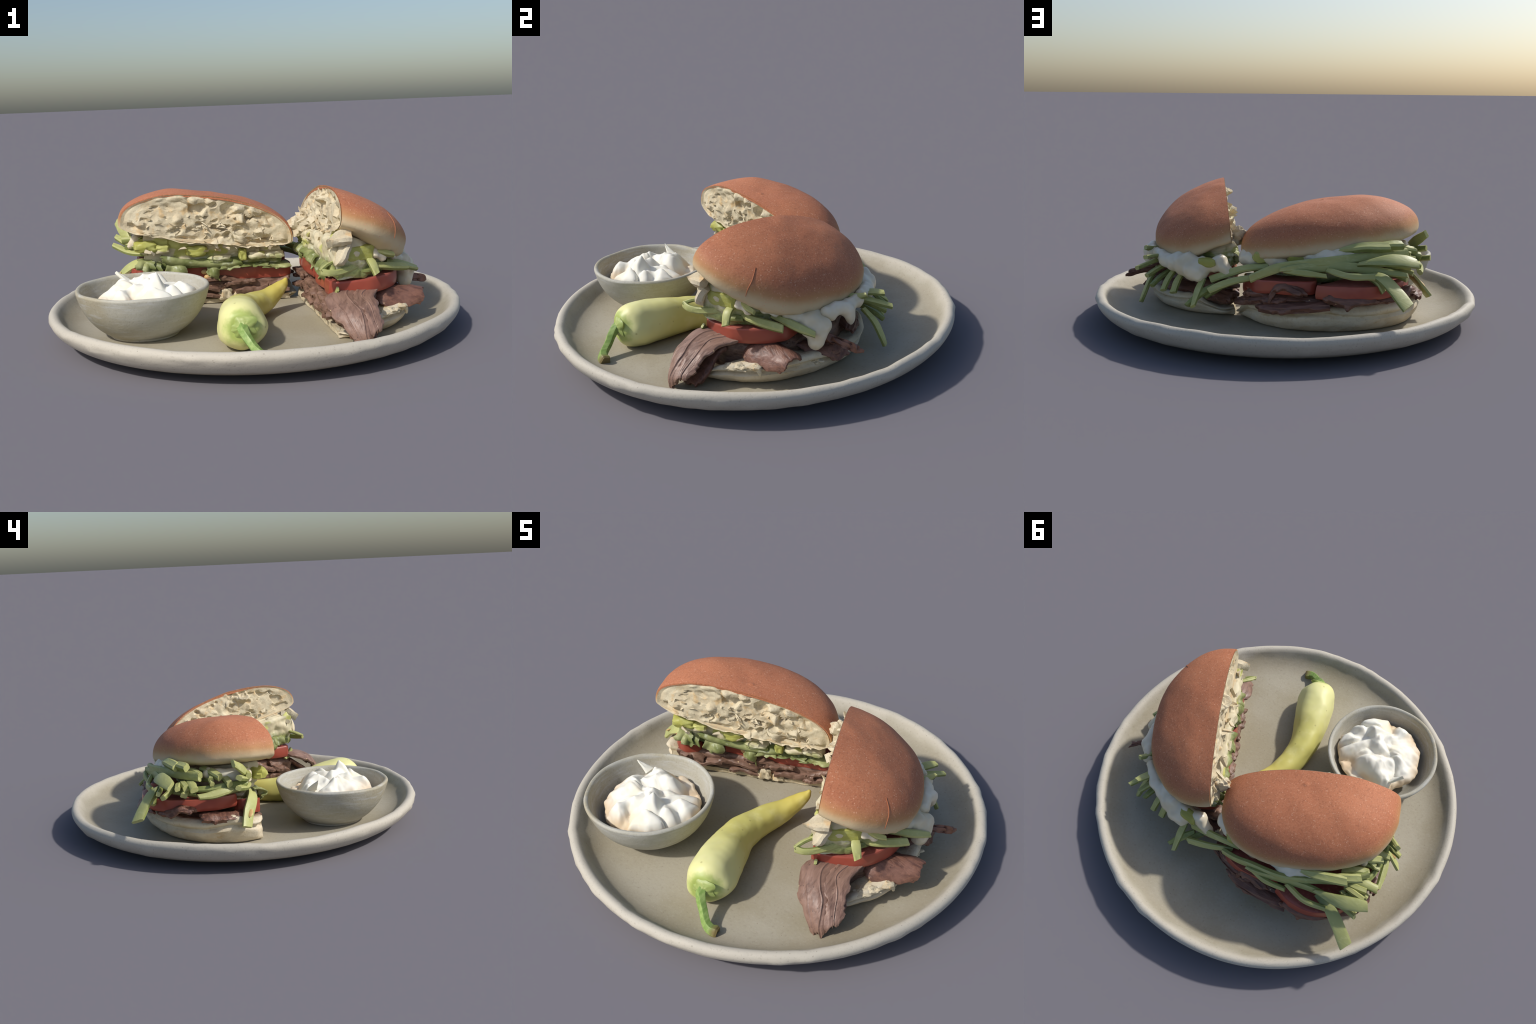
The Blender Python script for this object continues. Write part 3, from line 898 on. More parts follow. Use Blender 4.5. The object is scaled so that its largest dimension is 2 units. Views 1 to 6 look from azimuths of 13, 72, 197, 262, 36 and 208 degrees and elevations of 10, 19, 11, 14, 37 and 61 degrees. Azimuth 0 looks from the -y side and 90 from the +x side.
def half_round(name, H, parent, pts, z0, z1, rough=0.004, seed=0, tilt=None):
    """a tomato slice: outline through control points (world x, y), rounded skin edge, cut faces of flesh"""
    P2 = np.array(pts, float)
    n = 120
    loop = catmull(np.vstack([P2, P2[:1]]), n + 1)[:-1]
    c = loop.mean(0)
    rings = []
    h = z1 - z0
    for f, ins in ((0.0, 0.5), (0.0, 0.12), (0.01, 0.035), (0.08, 0.010), (0.28, 0.0), (0.55, 0.002), (0.85, 0.012), (0.97, 0.02), (1.0, 0.035), (0.995, 0.12), (0.99, 0.5)):
        q = c + (loop - c) * (1 - ins)
        z = np.full(n, z0 + h * f)
        if tilt:
            z = z + (q - c) @ np.array(tilt)
        P = np.concatenate([q, z[:, None]], 1)
        P += rough * np.stack([fbm(P * 9 + seed, 2, seed + k) for k in range(3)], 1)
        rings.append(P)
    V, F = loft(rings, rings[0].mean(0), rings[-1].mean(0))
    slots = [0 if 2 <= (i // n) <= 7 and i < 10 * n else 1 for i in range(len(F))]
    return new_object(name, V, F, [M_TOM, M_TOM_FLESH], parent, 40, None, slots)


def shards(name, H, parent, mat, count, srange, zrange, vfun, size, seed, reach=0.03):
    """small torn flakes standing out of a cut face, joined into one part"""
    r = np.random.default_rng(seed)
    V, F = [], []
    for _ in range(count):
        s, z = r.uniform(*srange), r.uniform(*zrange)
        c = H.w(s, vfun(s, z) - r.uniform(0, reach), z)
        L, W = size * r.uniform(0.6, 1.5), size * r.uniform(0.35, 0.8)
        d = unit(H.u * r.normal() + np.array([0, 0, 1]) * r.normal() * 0.6 - H.v * r.uniform(0.2, 1.0))
        n = unit(np.cross(d, r.normal(size=3)))
        b = np.cross(d, n)
        o = len(V)
        V += [c - d * L * 0.6 - b * W * 0.5 - n * W * 0.25, c - d * L * 0.6 + b * W * 0.5 - n * W * 0.2, c + d * L * 0.5 + b * W * r.uniform(0.1, 0.5), c + d * L * r.uniform(0.3, 0.6) - b * W * 0.3,
              c - d * L * 0.5 + n * W * r.uniform(0.25, 0.5), c + d * L * 0.2 + n * W * 0.35]
        F += [(o, o + 1, o + 2, o + 3), (o, o + 4, o + 1), (o + 1, o + 4, o + 5), (o + 1, o + 5, o + 2), (o + 2, o + 5, o + 3), (o + 3, o + 5, o + 4), (o + 3, o + 4, o)]
    return new_object(name, V, F, mat, parent, 30, kind="stuff")


# ------------------------------------------------------------------ sandwich half at the back
def build_half_back():
    H = HA
    th = empty("sandwich_half", (-0.30, 0.30, FLOOR), "roast meat sandwich half, cut face forward, vegetable strips behind", "sandwich")
    top_bun(H, th, 0.405, -0.144, 0.03, 0.0, a=0.453, b=0.362, v0=0.085, up=0.194, low=0.055, seed=1, cut_drop=0.015, shear=-0.12, py=2.6, bend=0.13)

    cut = lambda z: 0.070 + 0.28 * np.maximum(0.14 - z, 0)

    def rim(s, v):
        front = smooth(0.16, 0.30, v)
        t = 0.088 + 0.10 * front + 0.02 * np.clip(-s, 0, 1) * front
        t = t + 0.10 * smooth(-0.30, -0.41, s) * (1 - front * 0.7)      # the heel curls up at its left end
        return t - 0.02 * smooth(0.2, 0.42, s) * front

    heel(H, th, 0.425, 0.488, 0.104, rim, seed=3, flare=0.042)

    # --- meat: a core and separate slices that show in the cut and all round
    layer("meat_stack", H, th, M_MEAT_CUT, [(0.085, 0.2), (0.085, 0.04), (0.095, 0.006), (0.12, 0.0), (0.15, 0.004), (0.175, 0.0), (0.19, 0.012), (0.20, 0.05), (0.20, 0.2)], 0.385, 0.445, lambda z: cut(z) + 0.02, rough=(0.012, 0.012), freq=11, seed=5)
    r = np.random.default_rng(3)
    for i, (s, z, L, t, tip) in enumerate([(-0.22, 0.135, 0.17, 0.030, 0.02), (-0.05, 0.150, 0.20, 0.028, -0.03), (-0.02, 0.105, 0.16, 0.028, 0.0), (0.16, 0.168, 0.17, 0.026, 0.03), (0.24, 0.125, 0.19, 0.034, 0.02),
                                           (0.36, 0.160, 0.12, 0.026, 0.03), (0.35, 0.110, 0.13, 0.026, 0.0), (-0.30, 0.165, 0.12, 0.026, -0.02), (0.08, 0.185, 0.20, 0.022, -0.02)]):
        v = float(cut(z)) - 0.004
        net = [[H.w(s + a * L, v + b, z + a * tip + 0.008 * math.sin(5 * a + i) + 0.006 * k) for k, b in enumerate((0.0, 0.05, 0.11))] for a in (-0.5, -0.2, 0.15, 0.5)]
        sheet("meat_slice", net, t, th, M_MEAT_CUT, 26, 12, 0.006, 0.004, i + 1, (6, 30), 0.12)
    # slices hanging out behind (world coordinates)
    W = [
        # left long fold
        ([[(0.100, 0.485, 0.160), (0.095, 0.46, 0.168), (0.08, 0.42, 0.172)], [(0.02, 0.535, 0.172), (0.015, 0.50, 0.187), (0.01, 0.44, 0.19)], [(-0.08, 0.565, 0.190), (-0.085, 0.53, 0.21), (-0.09, 0.46, 0.21)], [(-0.17, 0.572, 0.205), (-0.17, 0.54, 0.222), (-0.17, 0.48, 0.22)]], 0.024),
        # lower slice
        ([[(-0.035, 0.575, 0.150), (-0.03, 0.54, 0.168), (-0.03, 0.48, 0.172)], [(-0.14, 0.606, 0.156), (-0.14, 0.57, 0.176), (-0.14, 0.50, 0.180)], [(-0.27, 0.618, 0.178), (-0.27, 0.58, 0.192), (-0.27, 0.51, 0.192)], [(-0.385, 0.602, 0.200), (-0.38, 0.57, 0.215), (-0.37, 0.50, 0.21)]], 0.03),
        # standing fold
        ([[(-0.100, 0.570, 0.218), (-0.10, 0.545, 0.235), (-0.10, 0.50, 0.235)], [(-0.125, 0.575, 0.255), (-0.13, 0.55, 0.275), (-0.13, 0.50, 0.262)], [(-0.19, 0.575, 0.262), (-0.19, 0.55, 0.278), (-0.19, 0.50, 0.265)], [(-0.26, 0.57, 0.235), (-0.26, 0.55, 0.25), (-0.26, 0.50, 0.24)]], 0.022),
        # right roll
        ([[(-0.36, 0.590, 0.238), (-0.37, 0.565, 0.255), (-0.37, 0.50, 0.25)], [(-0.43, 0.600, 0.212), (-0.43, 0.57, 0.238), (-0.43, 0.51, 0.24)], [(-0.52, 0.585, 0.215), (-0.52, 0.56, 0.248), (-0.51, 0.50, 0.25)], [(-0.60, 0.540, 0.222), (-0.59, 0.52, 0.250), (-0.58, 0.47, 0.25)]], 0.034),
        # corner piece beyond
        ([[(-0.60, 0.52, 0.215), (-0.59, 0.50, 0.235), (-0.56, 0.46, 0.24)], [(-0.68, 0.47, 0.225), (-0.67, 0.45, 0.25), (-0.64, 0.42, 0.25)], [(-0.735, 0.415, 0.255), (-0.72, 0.40, 0.275), (-0.69, 0.38, 0.265)], [(-0.745, 0.355, 0.245), (-0.725, 0.34, 0.262), (-0.69, 0.33, 0.25)]], 0.024),
        # front left side, under the tomato
        ([[(-0.745, 0.31, 0.20), (-0.72, 0.30, 0.222), (-0.67, 0.30, 0.222)], [(-0.752, 0.24, 0.195), (-0.725, 0.23, 0.215), (-0.67, 0.23, 0.217)], [(-0.742, 0.16, 0.190), (-0.715, 0.15, 0.208), (-0.66, 0.15, 0.21)], [(-0.70, 0.08, 0.192), (-0.68, 0.08, 0.205), (-0.63, 0.09, 0.205)]], 0.028),
        ([[(0.06, 0.50, 0.20), (0.05, 0.47, 0.215), (0.03, 0.42, 0.21)], [(-0.03, 0.53, 0.215), (-0.03, 0.49, 0.235), (-0.04, 0.43, 0.23)], [(-0.25, 0.555, 0.205), (-0.25, 0.52, 0.22), (-0.25, 0.45, 0.22)], [(-0.42, 0.55, 0.205), (-0.41, 0.52, 0.222), (-0.4, 0.45, 0.22)]], 0.022),
    ]
    for i, (net, t) in enumerate(W):
        sheet("meat_slice", net, t, th, M_MEAT_DARK, 40, 16, 0.010, 0.006, 30 + i, (8, 26), 0.2)

    # --- tomato
    half_round("tomato_slice", H, th, [(-0.315, 0.555), (-0.42, 0.590), (-0.54, 0.575), (-0.645, 0.50), (-0.695, 0.39), (-0.70, 0.28), (-0.67, 0.18), (-0.62, 0.11), (-0.52, 0.22), (-0.40, 0.40)], 0.238, 0.305, 0.005, 1, (-0.06, 0.02))
    half_round("tomato_slice", H, th, [(0.075, 0.43), (0.0, 0.525), (-0.11, 0.560), (-0.22, 0.555), (-0.30, 0.50), (-0.22, 0.35), (-0.05, 0.33)], 0.232, 0.298, 0.005, 2, (-0.03, 0.03))
    half_round("tomato_slice", H, th, [H.w(*q, 0)[:2] for q in [(-0.375, 0.082), (-0.33, 0.076), (-0.262, 0.100), (-0.262, 0.15), (-0.30, 0.20), (-0.37, 0.19), (-0.40, 0.13)]], 0.185, 0.262, 0.006, 3, (-0.30, -0.05))
    half_round("tomato_slice", H, th, [H.w(*q, 0)[:2] for q in [(0.055, 0.098), (0.16, 0.086), (0.30, 0.084), (0.425, 0.090), (0.43, 0.20), (0.36, 0.30), (0.22, 0.32), (0.09, 0.26)]], 0.182, 0.250, 0.006, 4, (0.02, 0.0))
    half_round("tomato_slice", H, th, [H.w(*q, 0)[:2] for q in [(-0.125, 0.108), (-0.05, 0.100), (0.035, 0.104), (0.03, 0.2), (-0.05, 0.26), (-0.13, 0.2)]], 0.188, 0.258, 0.006, 5, (0.0, -0.1))
    for k, (s, v, z) in enumerate([(-0.005, 0.088, 0.208), (0.055, 0.088, 0.198), (-0.02, 0.092, 0.235)]):
        chunk("tomato_seed", H.w(s, v, z), np.array([H.u * 0.020, H.v * 0.012, np.array([0, 0, 0.013])]), th, M_SEED, k, 0.12, 2.2, 8)

    # --- dressed salad under the bun
    layer("dressed_salad", H, th, M_FILL_A, [(0.262, 0.2), (0.262, 0.03), (0.272, 0.004), (0.29, 0.0), (0.31, 0.004), (0.33, 0.0), (0.35, -0.006), (0.37, 0.002), (0.39, 0.006), (0.41, 0.03), (0.415, 0.2)],
          0.355, 0.335, lambda z: cut(z) + 0.008 - 0.025 * smooth(0.33, 0.39, z), rough=(0.016, 0.014), freq=12, seed=9, s0=0.025,
          zfun=lambda s, v, z: np.maximum(z - 0.14 * s * smooth(0.28, 0.40, z), 0.24))
    # green-yellow blocks in the cut
    for k, (s, v, z, ls, lz) in enumerate([(-0.315, 0.065, 0.392, 0.060, 0.030), (-0.235, 0.07, 0.375, 0.04, 0.024), (-0.06, 0.060, 0.355, 0.055, 0.030), (0.175, 0.062, 0.325, 0.022, 0.032), (0.25, 0.066, 0.315, 0.05, 0.022), (0.34, 0.070, 0.312, 0.05, 0.020), (0.06, 0.07, 0.305, 0.06, 0.018)]):
        chunk("pickle_chunk", H.w(s, v, z), np.array([H.u * ls, H.v * 0.04, np.array([0, 0, lz])]), th, M_CHUNK if k in (0, 2, 3) else M_FILL_A, 10 + k, 0.3, 4)
    # lettuce: frilled scraps drooping over the tomato and a long ribbon above
    for k, (s, z, L, dr) in enumerate([(-0.265, 0.295, 0.07, 0.06), (-0.165, 0.280, 0.06, 0.06), (0.005, 0.258, 0.06, 0.05), (-0.30, 0.305, 0.06, 0.05), (0.10, 0.262, 0.08, 0.02), (0.22, 0.262, 0.09, 0.016), (0.33, 0.252, 0.09, 0.016)]):
        v = float(cut(z)) - 0.016
        net = []
        fr = np.random.default_rng(200 + k)
        L, dr, s, ph = L * fr.uniform(0.6, 1.5), dr * fr.uniform(0.35, 1.1), s + fr.uniform(-0.025, 0.025), fr.uniform(0, 6)
        for a in (-0.5, -0.25, 0.0, 0.25, 0.5):
            wv = 0.014 * math.sin(fr.uniform(6, 9) * a + ph)
            dr = dr * fr.uniform(0.7, 1.35)
            net.append([H.w(s + a * L, v + 0.05, z + 0.014), H.w(s + a * L * 1.1, v + 0.004 + wv * 0.5, z + 0.004), H.w(s + a * L * 1.2, v - 0.008 + wv, z - dr * 0.55), H.w(s + a * L * 1.1, v + 0.004 - wv, z - dr)])
        sheet("lettuce_leaf", net, 0.007, th, M_LEAF, 22, 14, 0.006, 0.004, 60 + k, (14, 20), 0.12, 35)
    sheet("lettuce_leaf", [[H.w(s, 0.06 + 0.01 * math.sin(9 * s), z + 0.02), H.w(s, 0.045, z), H.w(s, 0.055, z - 0.022)] for s, z in ((-0.24, 0.325), (-0.12, 0.30), (0.0, 0.285), (0.10, 0.282), (0.17, 0.285))], 0.010, th, M_LEAF, 40, 10, 0.005, 0.003, 77, (20, 8), 0.15)

    # --- vegetable strips (world coordinates of their spines)
    S = lambda pts, w, t, up=(0, 0, 1), **k: strip("vegetable_strip", pts, w, t, th, up, seed=len(bpy.data.objects), **k)
    out = (-0.36, 0.93, 0.2)
    S([(0.017, 0.516, 0.295), (-0.075, 0.535, 0.340), (-0.161, 0.534, 0.370), (-0.338, 0.520, 0.399), (-0.498, 0.450, 0.416), (-0.60, 0.395, 0.424), (-0.69, 0.30, 0.424)], 0.064, 0.034, out, taper=(0.9, 1.0, 1.0), n=26)
    S([(-0.14, 0.550, 0.354), (-0.214, 0.552, 0.368), (-0.34, 0.524, 0.376), (-0.465, 0.497, 0.379), (-0.551, 0.489, 0.371), (-0.636, 0.492, 0.365), (-0.728, 0.510, 0.362)], 0.062, 0.028, out, taper=(0.4, 1.0, 0.95, 0.5), n=26)
    S([(-0.52, 0.49, 0.345), (-0.605, 0.53, 0.350), (-0.68, 0.575, 0.305), (-0.751, 0.620, 0.240)], 0.092, 0.026, (-0.35, 0.5, 0.75), taper=(0.7, 1.0, 1.0), cup=0.15)
    S([(-0.16, 0.545, 0.350), (-0.26, 0.565, 0.350), (-0.363, 0.551, 0.340)], 0.042, 0.028, out)
    S([(-0.36, 0.53, 0.365), (-0.47, 0.555, 0.348), (-0.588, 0.540, 0.350)], 0.045, 0.028, out, taper=(0.8, 1.0, 1.0))
    S([(-0.54, 0.50, 0.345), (-0.60, 0.525, 0.318), (-0.625, 0.535, 0.280)], 0.045, 0.026, (-0.4, 0.7, 0.6))
    S([(-0.40, 0.46, 0.440), (-0.50, 0.445, 0.465), (-0.622, 0.407, 0.468)], 0.068, 0.044, (-0.2, 0.5, 0.8), taper=(0.4, 1.0, 1.0))
    S([(-0.56, 0.415, 0.460), (-0.62, 0.390, 0.472), (-0.675, 0.360, 0.472)], 0.062, 0.044, (-0.2, 0.4, 0.9), taper=(0.8, 1.0, 1.0))
    S([(-0.50, 0.50, 0.395), (-0.62, 0.50, 0.420), (-0.70, 0.475, 0.420), (-0.760, 0.447, 0.405)], 0.084, 0.026, (-0.1, 0.6, 0.8), taper=(0.3, 1.0, 1.1, 0.8))
    S([(-0.655, 0.055, 0.405), (-0.705, 0.085, 0.450), (-0.758, 0.136, 0.495)], 0.066, 0.024, (-0.7, 0.2, 0.6), taper=(0.5, 1.1, 0.8), mats=[M_FLESH, M_FLESH])
    # cut ends that point out of the left side: (root, tip, width)
    for a, b, w, t, m in [((-0.57, 0.36, 0.432), (-0.688, 0.295, 0.430), 0.052, 0.045, 0), ((-0.59, 0.275, 0.438), (-0.714, 0.199, 0.418), 0.058, 0.046, 0), ((-0.62, 0.355, 0.388), (-0.759, 0.333, 0.376), 0.060, 0.036, 2),
                          ((-0.59, 0.375, 0.378), (-0.718, 0.370, 0.378), 0.050, 0.044, 1), ((-0.61, 0.275, 0.385), (-0.720, 0.240, 0.388), 0.034, 0.030, 0), ((-0.62, 0.35, 0.352), (-0.735, 0.385, 0.345), 0.048, 0.036, 1),
                          ((-0.61, 0.42, 0.358), (-0.722, 0.488, 0.338), 0.042, 0.034, 0), ((-0.62, 0.40, 0.375), (-0.728, 0.415, 0.380), 0.042, 0.034, 1), ((-0.62, 0.17, 0.395), (-0.735, 0.155, 0.385), 0.054, 0.046, 0),
                          ((-0.61, 0.14, 0.375), (-0.715, 0.175, 0.358), 0.046, 0.040, 1), ((-0.60, 0.06, 0.412), (-0.705, 0.055, 0.412), 0.046, 0.044, 0), ((-0.60, 0.22, 0.415), (-0.700, 0.245, 0.408), 0.040, 0.034, 0)]:
        a, b = np.array(a), np.array(b)
        mid = (a + b) / 2 + np.array([0, r.uniform(-0.008, 0.008), r.uniform(0.002, 0.012)])
        S([a, mid, b], w * 1.0, t * 0.88, (r.uniform(-0.3, 0.1), r.uniform(-0.5, 0.5), 1), taper=(0.9, 1.0, r.uniform(0.85, 1.0)), cup=0.03, n=10, mats=([M_SKIN, M_FLESH], [M_FLESH, M_FLESH], [M_GREEN, M_FLESH])[m])
    # dark ones lying along the tomato
    S([(-0.690, 0.10, 0.352), (-0.730, 0.17, 0.352), (-0.748, 0.25, 0.340), (-0.757, 0.315, 0.338)], 0.056, 0.03, (-0.8, 0, 0.6))
    S([(-0.68, 0.06, 0.372), (-0.705, 0.14, 0.372), (-0.705, 0.26, 0.362), (-0.68, 0.36, 0.36)], 0.052, 0.03, (-0.8, 0, 0.6), mats=[M_SKIN, M_SKIN])
    S([(-0.60, 0.48, 0.36), (-0.65, 0.42, 0.35), (-0.69, 0.32, 0.335)], 0.05, 0.03, (-0.7, 0.3, 0.6), mats=[M_SKIN, M_SKIN])
    # pair at the left of the cut, seen from the front, and the broad one with a seed hollow
    S([(-0.58, 0.035, 0.370), (-0.68, 0.070, 0.398), (-0.758, 0.110, 0.420)], 0.062, 0.030, (0.2, -0.6, 0.8), taper=(0.7, 1.0, 0.7))
    S([(-0.56, 0.035, 0.345), (-0.67, 0.070, 0.350), (-0.780, 0.118, 0.374)], 0.060, 0.030, (0.2, -0.5, 0.9), taper=(0.7, 1.0, 0.6))
    S([(-0.54, 0.035, 0.305), (-0.62, 0.028, 0.293), (-0.68, 0.045, 0.262), (-0.724, 0.066, 0.225), (-0.778, 0.084, 0.170)], 0.085, 0.028, (-0.45, -0.6, 0.65), taper=(0.7, 0.9, 1.0, 0.9), cup=0.1, mats=[M_FLESH, M_FLESH])
    chunk("seed_hollow", (-0.735, 0.058, 0.228), np.array([unit(np.array([-0.75, 0.30, -0.6])) * 0.026, unit(np.array([0.3, 0.9, 0.1])) * 0.011, unit(np.array([-0.45, -0.6, 0.65])) * 0.006]), th, M_SEED, 2, 0.1, 2.2, 8)

    # --- mayonnaise
    blob("mayonnaise", [(-0.33, 0.455, 0.42, 0.05), (-0.40, 0.455, 0.42, 0.04), (-0.26, 0.47, 0.41, 0.035), (-0.36, 0.500, 0.408, 0.028), (-0.45, 0.44, 0.43, 0.035), (-0.31, 0.490, 0.398, 0.03), (-0.48, 0.42, 0.435, 0.03), (-0.20, 0.475, 0.40, 0.025)], th, M_MAYO)
    blob("mayonnaise", [(-0.09, 0.455, 0.38, 0.05), (-0.13, 0.46, 0.36, 0.045), (-0.05, 0.45, 0.40, 0.04), (0.03, 0.42, 0.375, 0.05), (0.075, 0.395, 0.37, 0.05)], th, M_MAYO)
    blob("mayonnaise", [(-0.64, 0.10, 0.415, 0.040), (-0.655, 0.15, 0.415, 0.036), (-0.63, 0.06, 0.405, 0.036), (-0.645, 0.20, 0.42, 0.036), (-0.63, 0.25, 0.425, 0.036), (-0.665, 0.12, 0.39, 0.026), (-0.66, 0.05, 0.385, 0.022)], th, M_MAYO)
    chunk("pickle_chunk", (-0.03, 0.440, 0.392), np.array([H.u * 0.06, H.v * 0.04, np.array([0, 0, 0.03])]), th, M_CHUNK, 3, 0.15)
    chunk("pickle_chunk", (-0.21, 0.455, 0.400), np.array([H.u * 0.06, H.v * 0.04, np.array([0, 0, 0.025])]), th, M_CHUNK, 4, 0.15)
    shards("crumb_flakes", H, th, M_CRUMB, 46, (-0.30, 0.28), (0.43, 0.545), lambda s, z: 0.012, 0.028, 15, 0.014)
    shards("crumb_flakes", H, th, M_CRUMB_EDGE, 20, (-0.30, 0.40), (0.355, 0.42), lambda s, z: 0.03, 0.035, 5, 0.03)
    chunk("bread_crumb", H.w(0.085, 0.100, 0.105), np.array([H.u * 0.035, H.v * 0.03, np.array([0, 0, 0.030])]), th, M_CRUMB, 6, 0.5)
    chunk("bread_crumb", H.w(0.150, 0.110, 0.095), np.array([H.u * 0.03, H.v * 0.03, np.array([0, 0, 0.022])]), th, M_CRUMB, 7, 0.5)
    return th


# ------------------------------------------------------------------ sandwich half at the right
def build_half_right():
    H = HB
    th = empty("sandwich_half", (0.50, 0.05, FLOOR), "roast meat sandwich half with tomato, meat flap hanging forward", "sandwich")
    top_bun(H, th, 0.470, 0.135, -0.37, 0.10, a=0.448, b=0.358, v0=0.045, up=0.168, low=0.05, mid=0.045, shear=0.18, full=0.072, seed=2, pits=1.15, cut_drop=0.04, py=1.8, s0=-0.012)

    def rim(s, v):
        return 0.098 + 0.066 * smooth(0.03, 0.20, v) + 0.01 * np.sin(9 * s)

    heel(H, th, 0.43, 0.378, -0.02, rim, seed=13, s0=0.02, flare=0.035)
    cut = lambda z: -0.030 + 0 * z
    layer("meat_stack", H, th, M_MEAT_CUT, [(0.095, 0.2), (0.095, 0.04), (0.105, 0.006), (0.13, 0.0), (0.155, 0.004), (0.18, 0.0), (0.20, 0.004), (0.215, 0.012), (0.23, 0.05), (0.23, 0.2)], 0.385, 0.32, lambda z: cut(z) + 0.02, rough=(0.02, 0.012), freq=11, seed=15)
    for i, (s, z, L, t, tip) in enumerate([(-0.33, 0.20, 0.16, 0.03, -0.03), (-0.20, 0.155, 0.18, 0.03, -0.02), (-0.05, 0.19, 0.18, 0.032, -0.04), (0.06, 0.145, 0.16, 0.032, -0.05), (0.17, 0.18, 0.15, 0.030, -0.06), (0.20, 0.125, 0.14, 0.030, -0.03), (0.29, 0.150, 0.11, 0.030, -0.05),
                                           (-0.32, 0.14, 0.15, 0.03, 0.0), (-0.10, 0.12, 0.18, 0.03, 0.0)]):
        v = float(cut(z)) - 0.008
        net = [[H.w(s + a * L, v + b, z + a * tip + 0.010 * math.sin(5 * a + i) + 0.006 * k) for k, b in enumerate((-0.004, 0.05, 0.11))] for a in (-0.5, -0.2, 0.15, 0.5)]
        sheet("meat_slice", net, t, th, M_MEAT_CUT, 26, 12, 0.007, 0.005, i + 81, (6, 30), 0.14)
    # the big flap of meat hanging over the front corner, in two lobes with a slit
    sheet("meat_slice", [[(0.432, -0.340, 0.240), (0.412, -0.405, 0.221), (0.449, -0.482, 0.187), (0.475, -0.515, 0.168), (0.505, -0.535, 0.142), (0.548, -0.556, 0.100), (0.575, -0.570, 0.069)],
                         [(0.475, -0.325, 0.250), (0.460, -0.402, 0.240), (0.490, -0.476, 0.210), (0.520, -0.512, 0.187), (0.540, -0.535, 0.162), (0.575, -0.561, 0.118), (0.597, -0.574, 0.075)],
                         [(0.520, -0.315, 0.252), (0.508, -0.400, 0.242), (0.535, -0.468, 0.219), (0.565, -0.505, 0.195), (0.583, -0.530, 0.172), (0.606, -0.561, 0.130), (0.620, -0.572, 0.090)],
                         [(0.560, -0.300, 0.250), (0.548, -0.385, 0.236), (0.575, -0.445, 0.212), (0.595, -0.483, 0.190), (0.608, -0.512, 0.168), (0.626, -0.545, 0.132), (0.632, -0.558, 0.100)]],
          0.020, th, M_MEAT, 110, 90, 0.009, 0.0020, 101, (24, 7), 0.20, 40, ((0.30, 0.005), (0.66, 0.008)))
    sheet("meat_slice", [[(0.545, -0.300, 0.256), (0.540, -0.390, 0.243), (0.562, -0.452, 0.222), (0.590, -0.487, 0.199), (0.608, -0.513, 0.176), (0.632, -0.543, 0.136), (0.640, -0.552, 0.115)],
                         [(0.595, -0.285, 0.250), (0.578, -0.372, 0.236), (0.605, -0.430, 0.215), (0.622, -0.466, 0.192), (0.634, -0.494, 0.168), (0.648, -0.525, 0.140), (0.655, -0.535, 0.122)],
                         [(0.640, -0.265, 0.242), (0.625, -0.335, 0.232), (0.645, -0.395, 0.213), (0.655, -0.438, 0.190), (0.660, -0.470, 0.166), (0.668, -0.498, 0.146), (0.670, -0.505, 0.135)]],
          0.020, th, M_MEAT, 90, 90, 0.009, 0.0020, 102, (22, 7), 0.20, 40, ((0.45, 0.006),))
    # an under-slice that carries the flap down to the bread
    sheet("meat_slice", [[(0.455, -0.375, 0.195), (0.485, -0.435, 0.155), (0.530, -0.490, 0.108), (0.565, -0.520, 0.076)],
                         [(0.535, -0.345, 0.205), (0.560, -0.400, 0.165), (0.600, -0.450, 0.115), (0.628, -0.480, 0.078)],
                         [(0.590, -0.310, 0.205), (0.610, -0.365, 0.168), (0.635, -0.415, 0.122), (0.650, -0.450, 0.085)]],
          0.024, th, M_MEAT_DARK, 30, 40, 0.008, 0.004, 104, (14, 8), 0.15)
    # rolled slice on the right
    sheet("meat_slice", [[(0.600, -0.235, 0.175), (0.640, -0.255, 0.178), (0.690, -0.245, 0.165), (0.750, -0.205, 0.150), (0.815, -0.150, 0.150)],
                         [(0.600, -0.200, 0.205), (0.650, -0.215, 0.215), (0.705, -0.200, 0.205), (0.765, -0.160, 0.195), (0.835, -0.125, 0.190)],
                         [(0.600, -0.150, 0.215), (0.655, -0.155, 0.230), (0.715, -0.135, 0.225), (0.770, -0.100, 0.220), (0.825, -0.075, 0.212)],
                         [(0.590, -0.10, 0.205), (0.655, -0.095, 0.210), (0.715, -0.080, 0.205), (0.765, -0.055, 0.198), (0.805, -0.045, 0.180)]],
          0.018, th, M_MEAT_DARK, 40, 46, 0.007, 0.005, 103, (8, 26), 0.15)
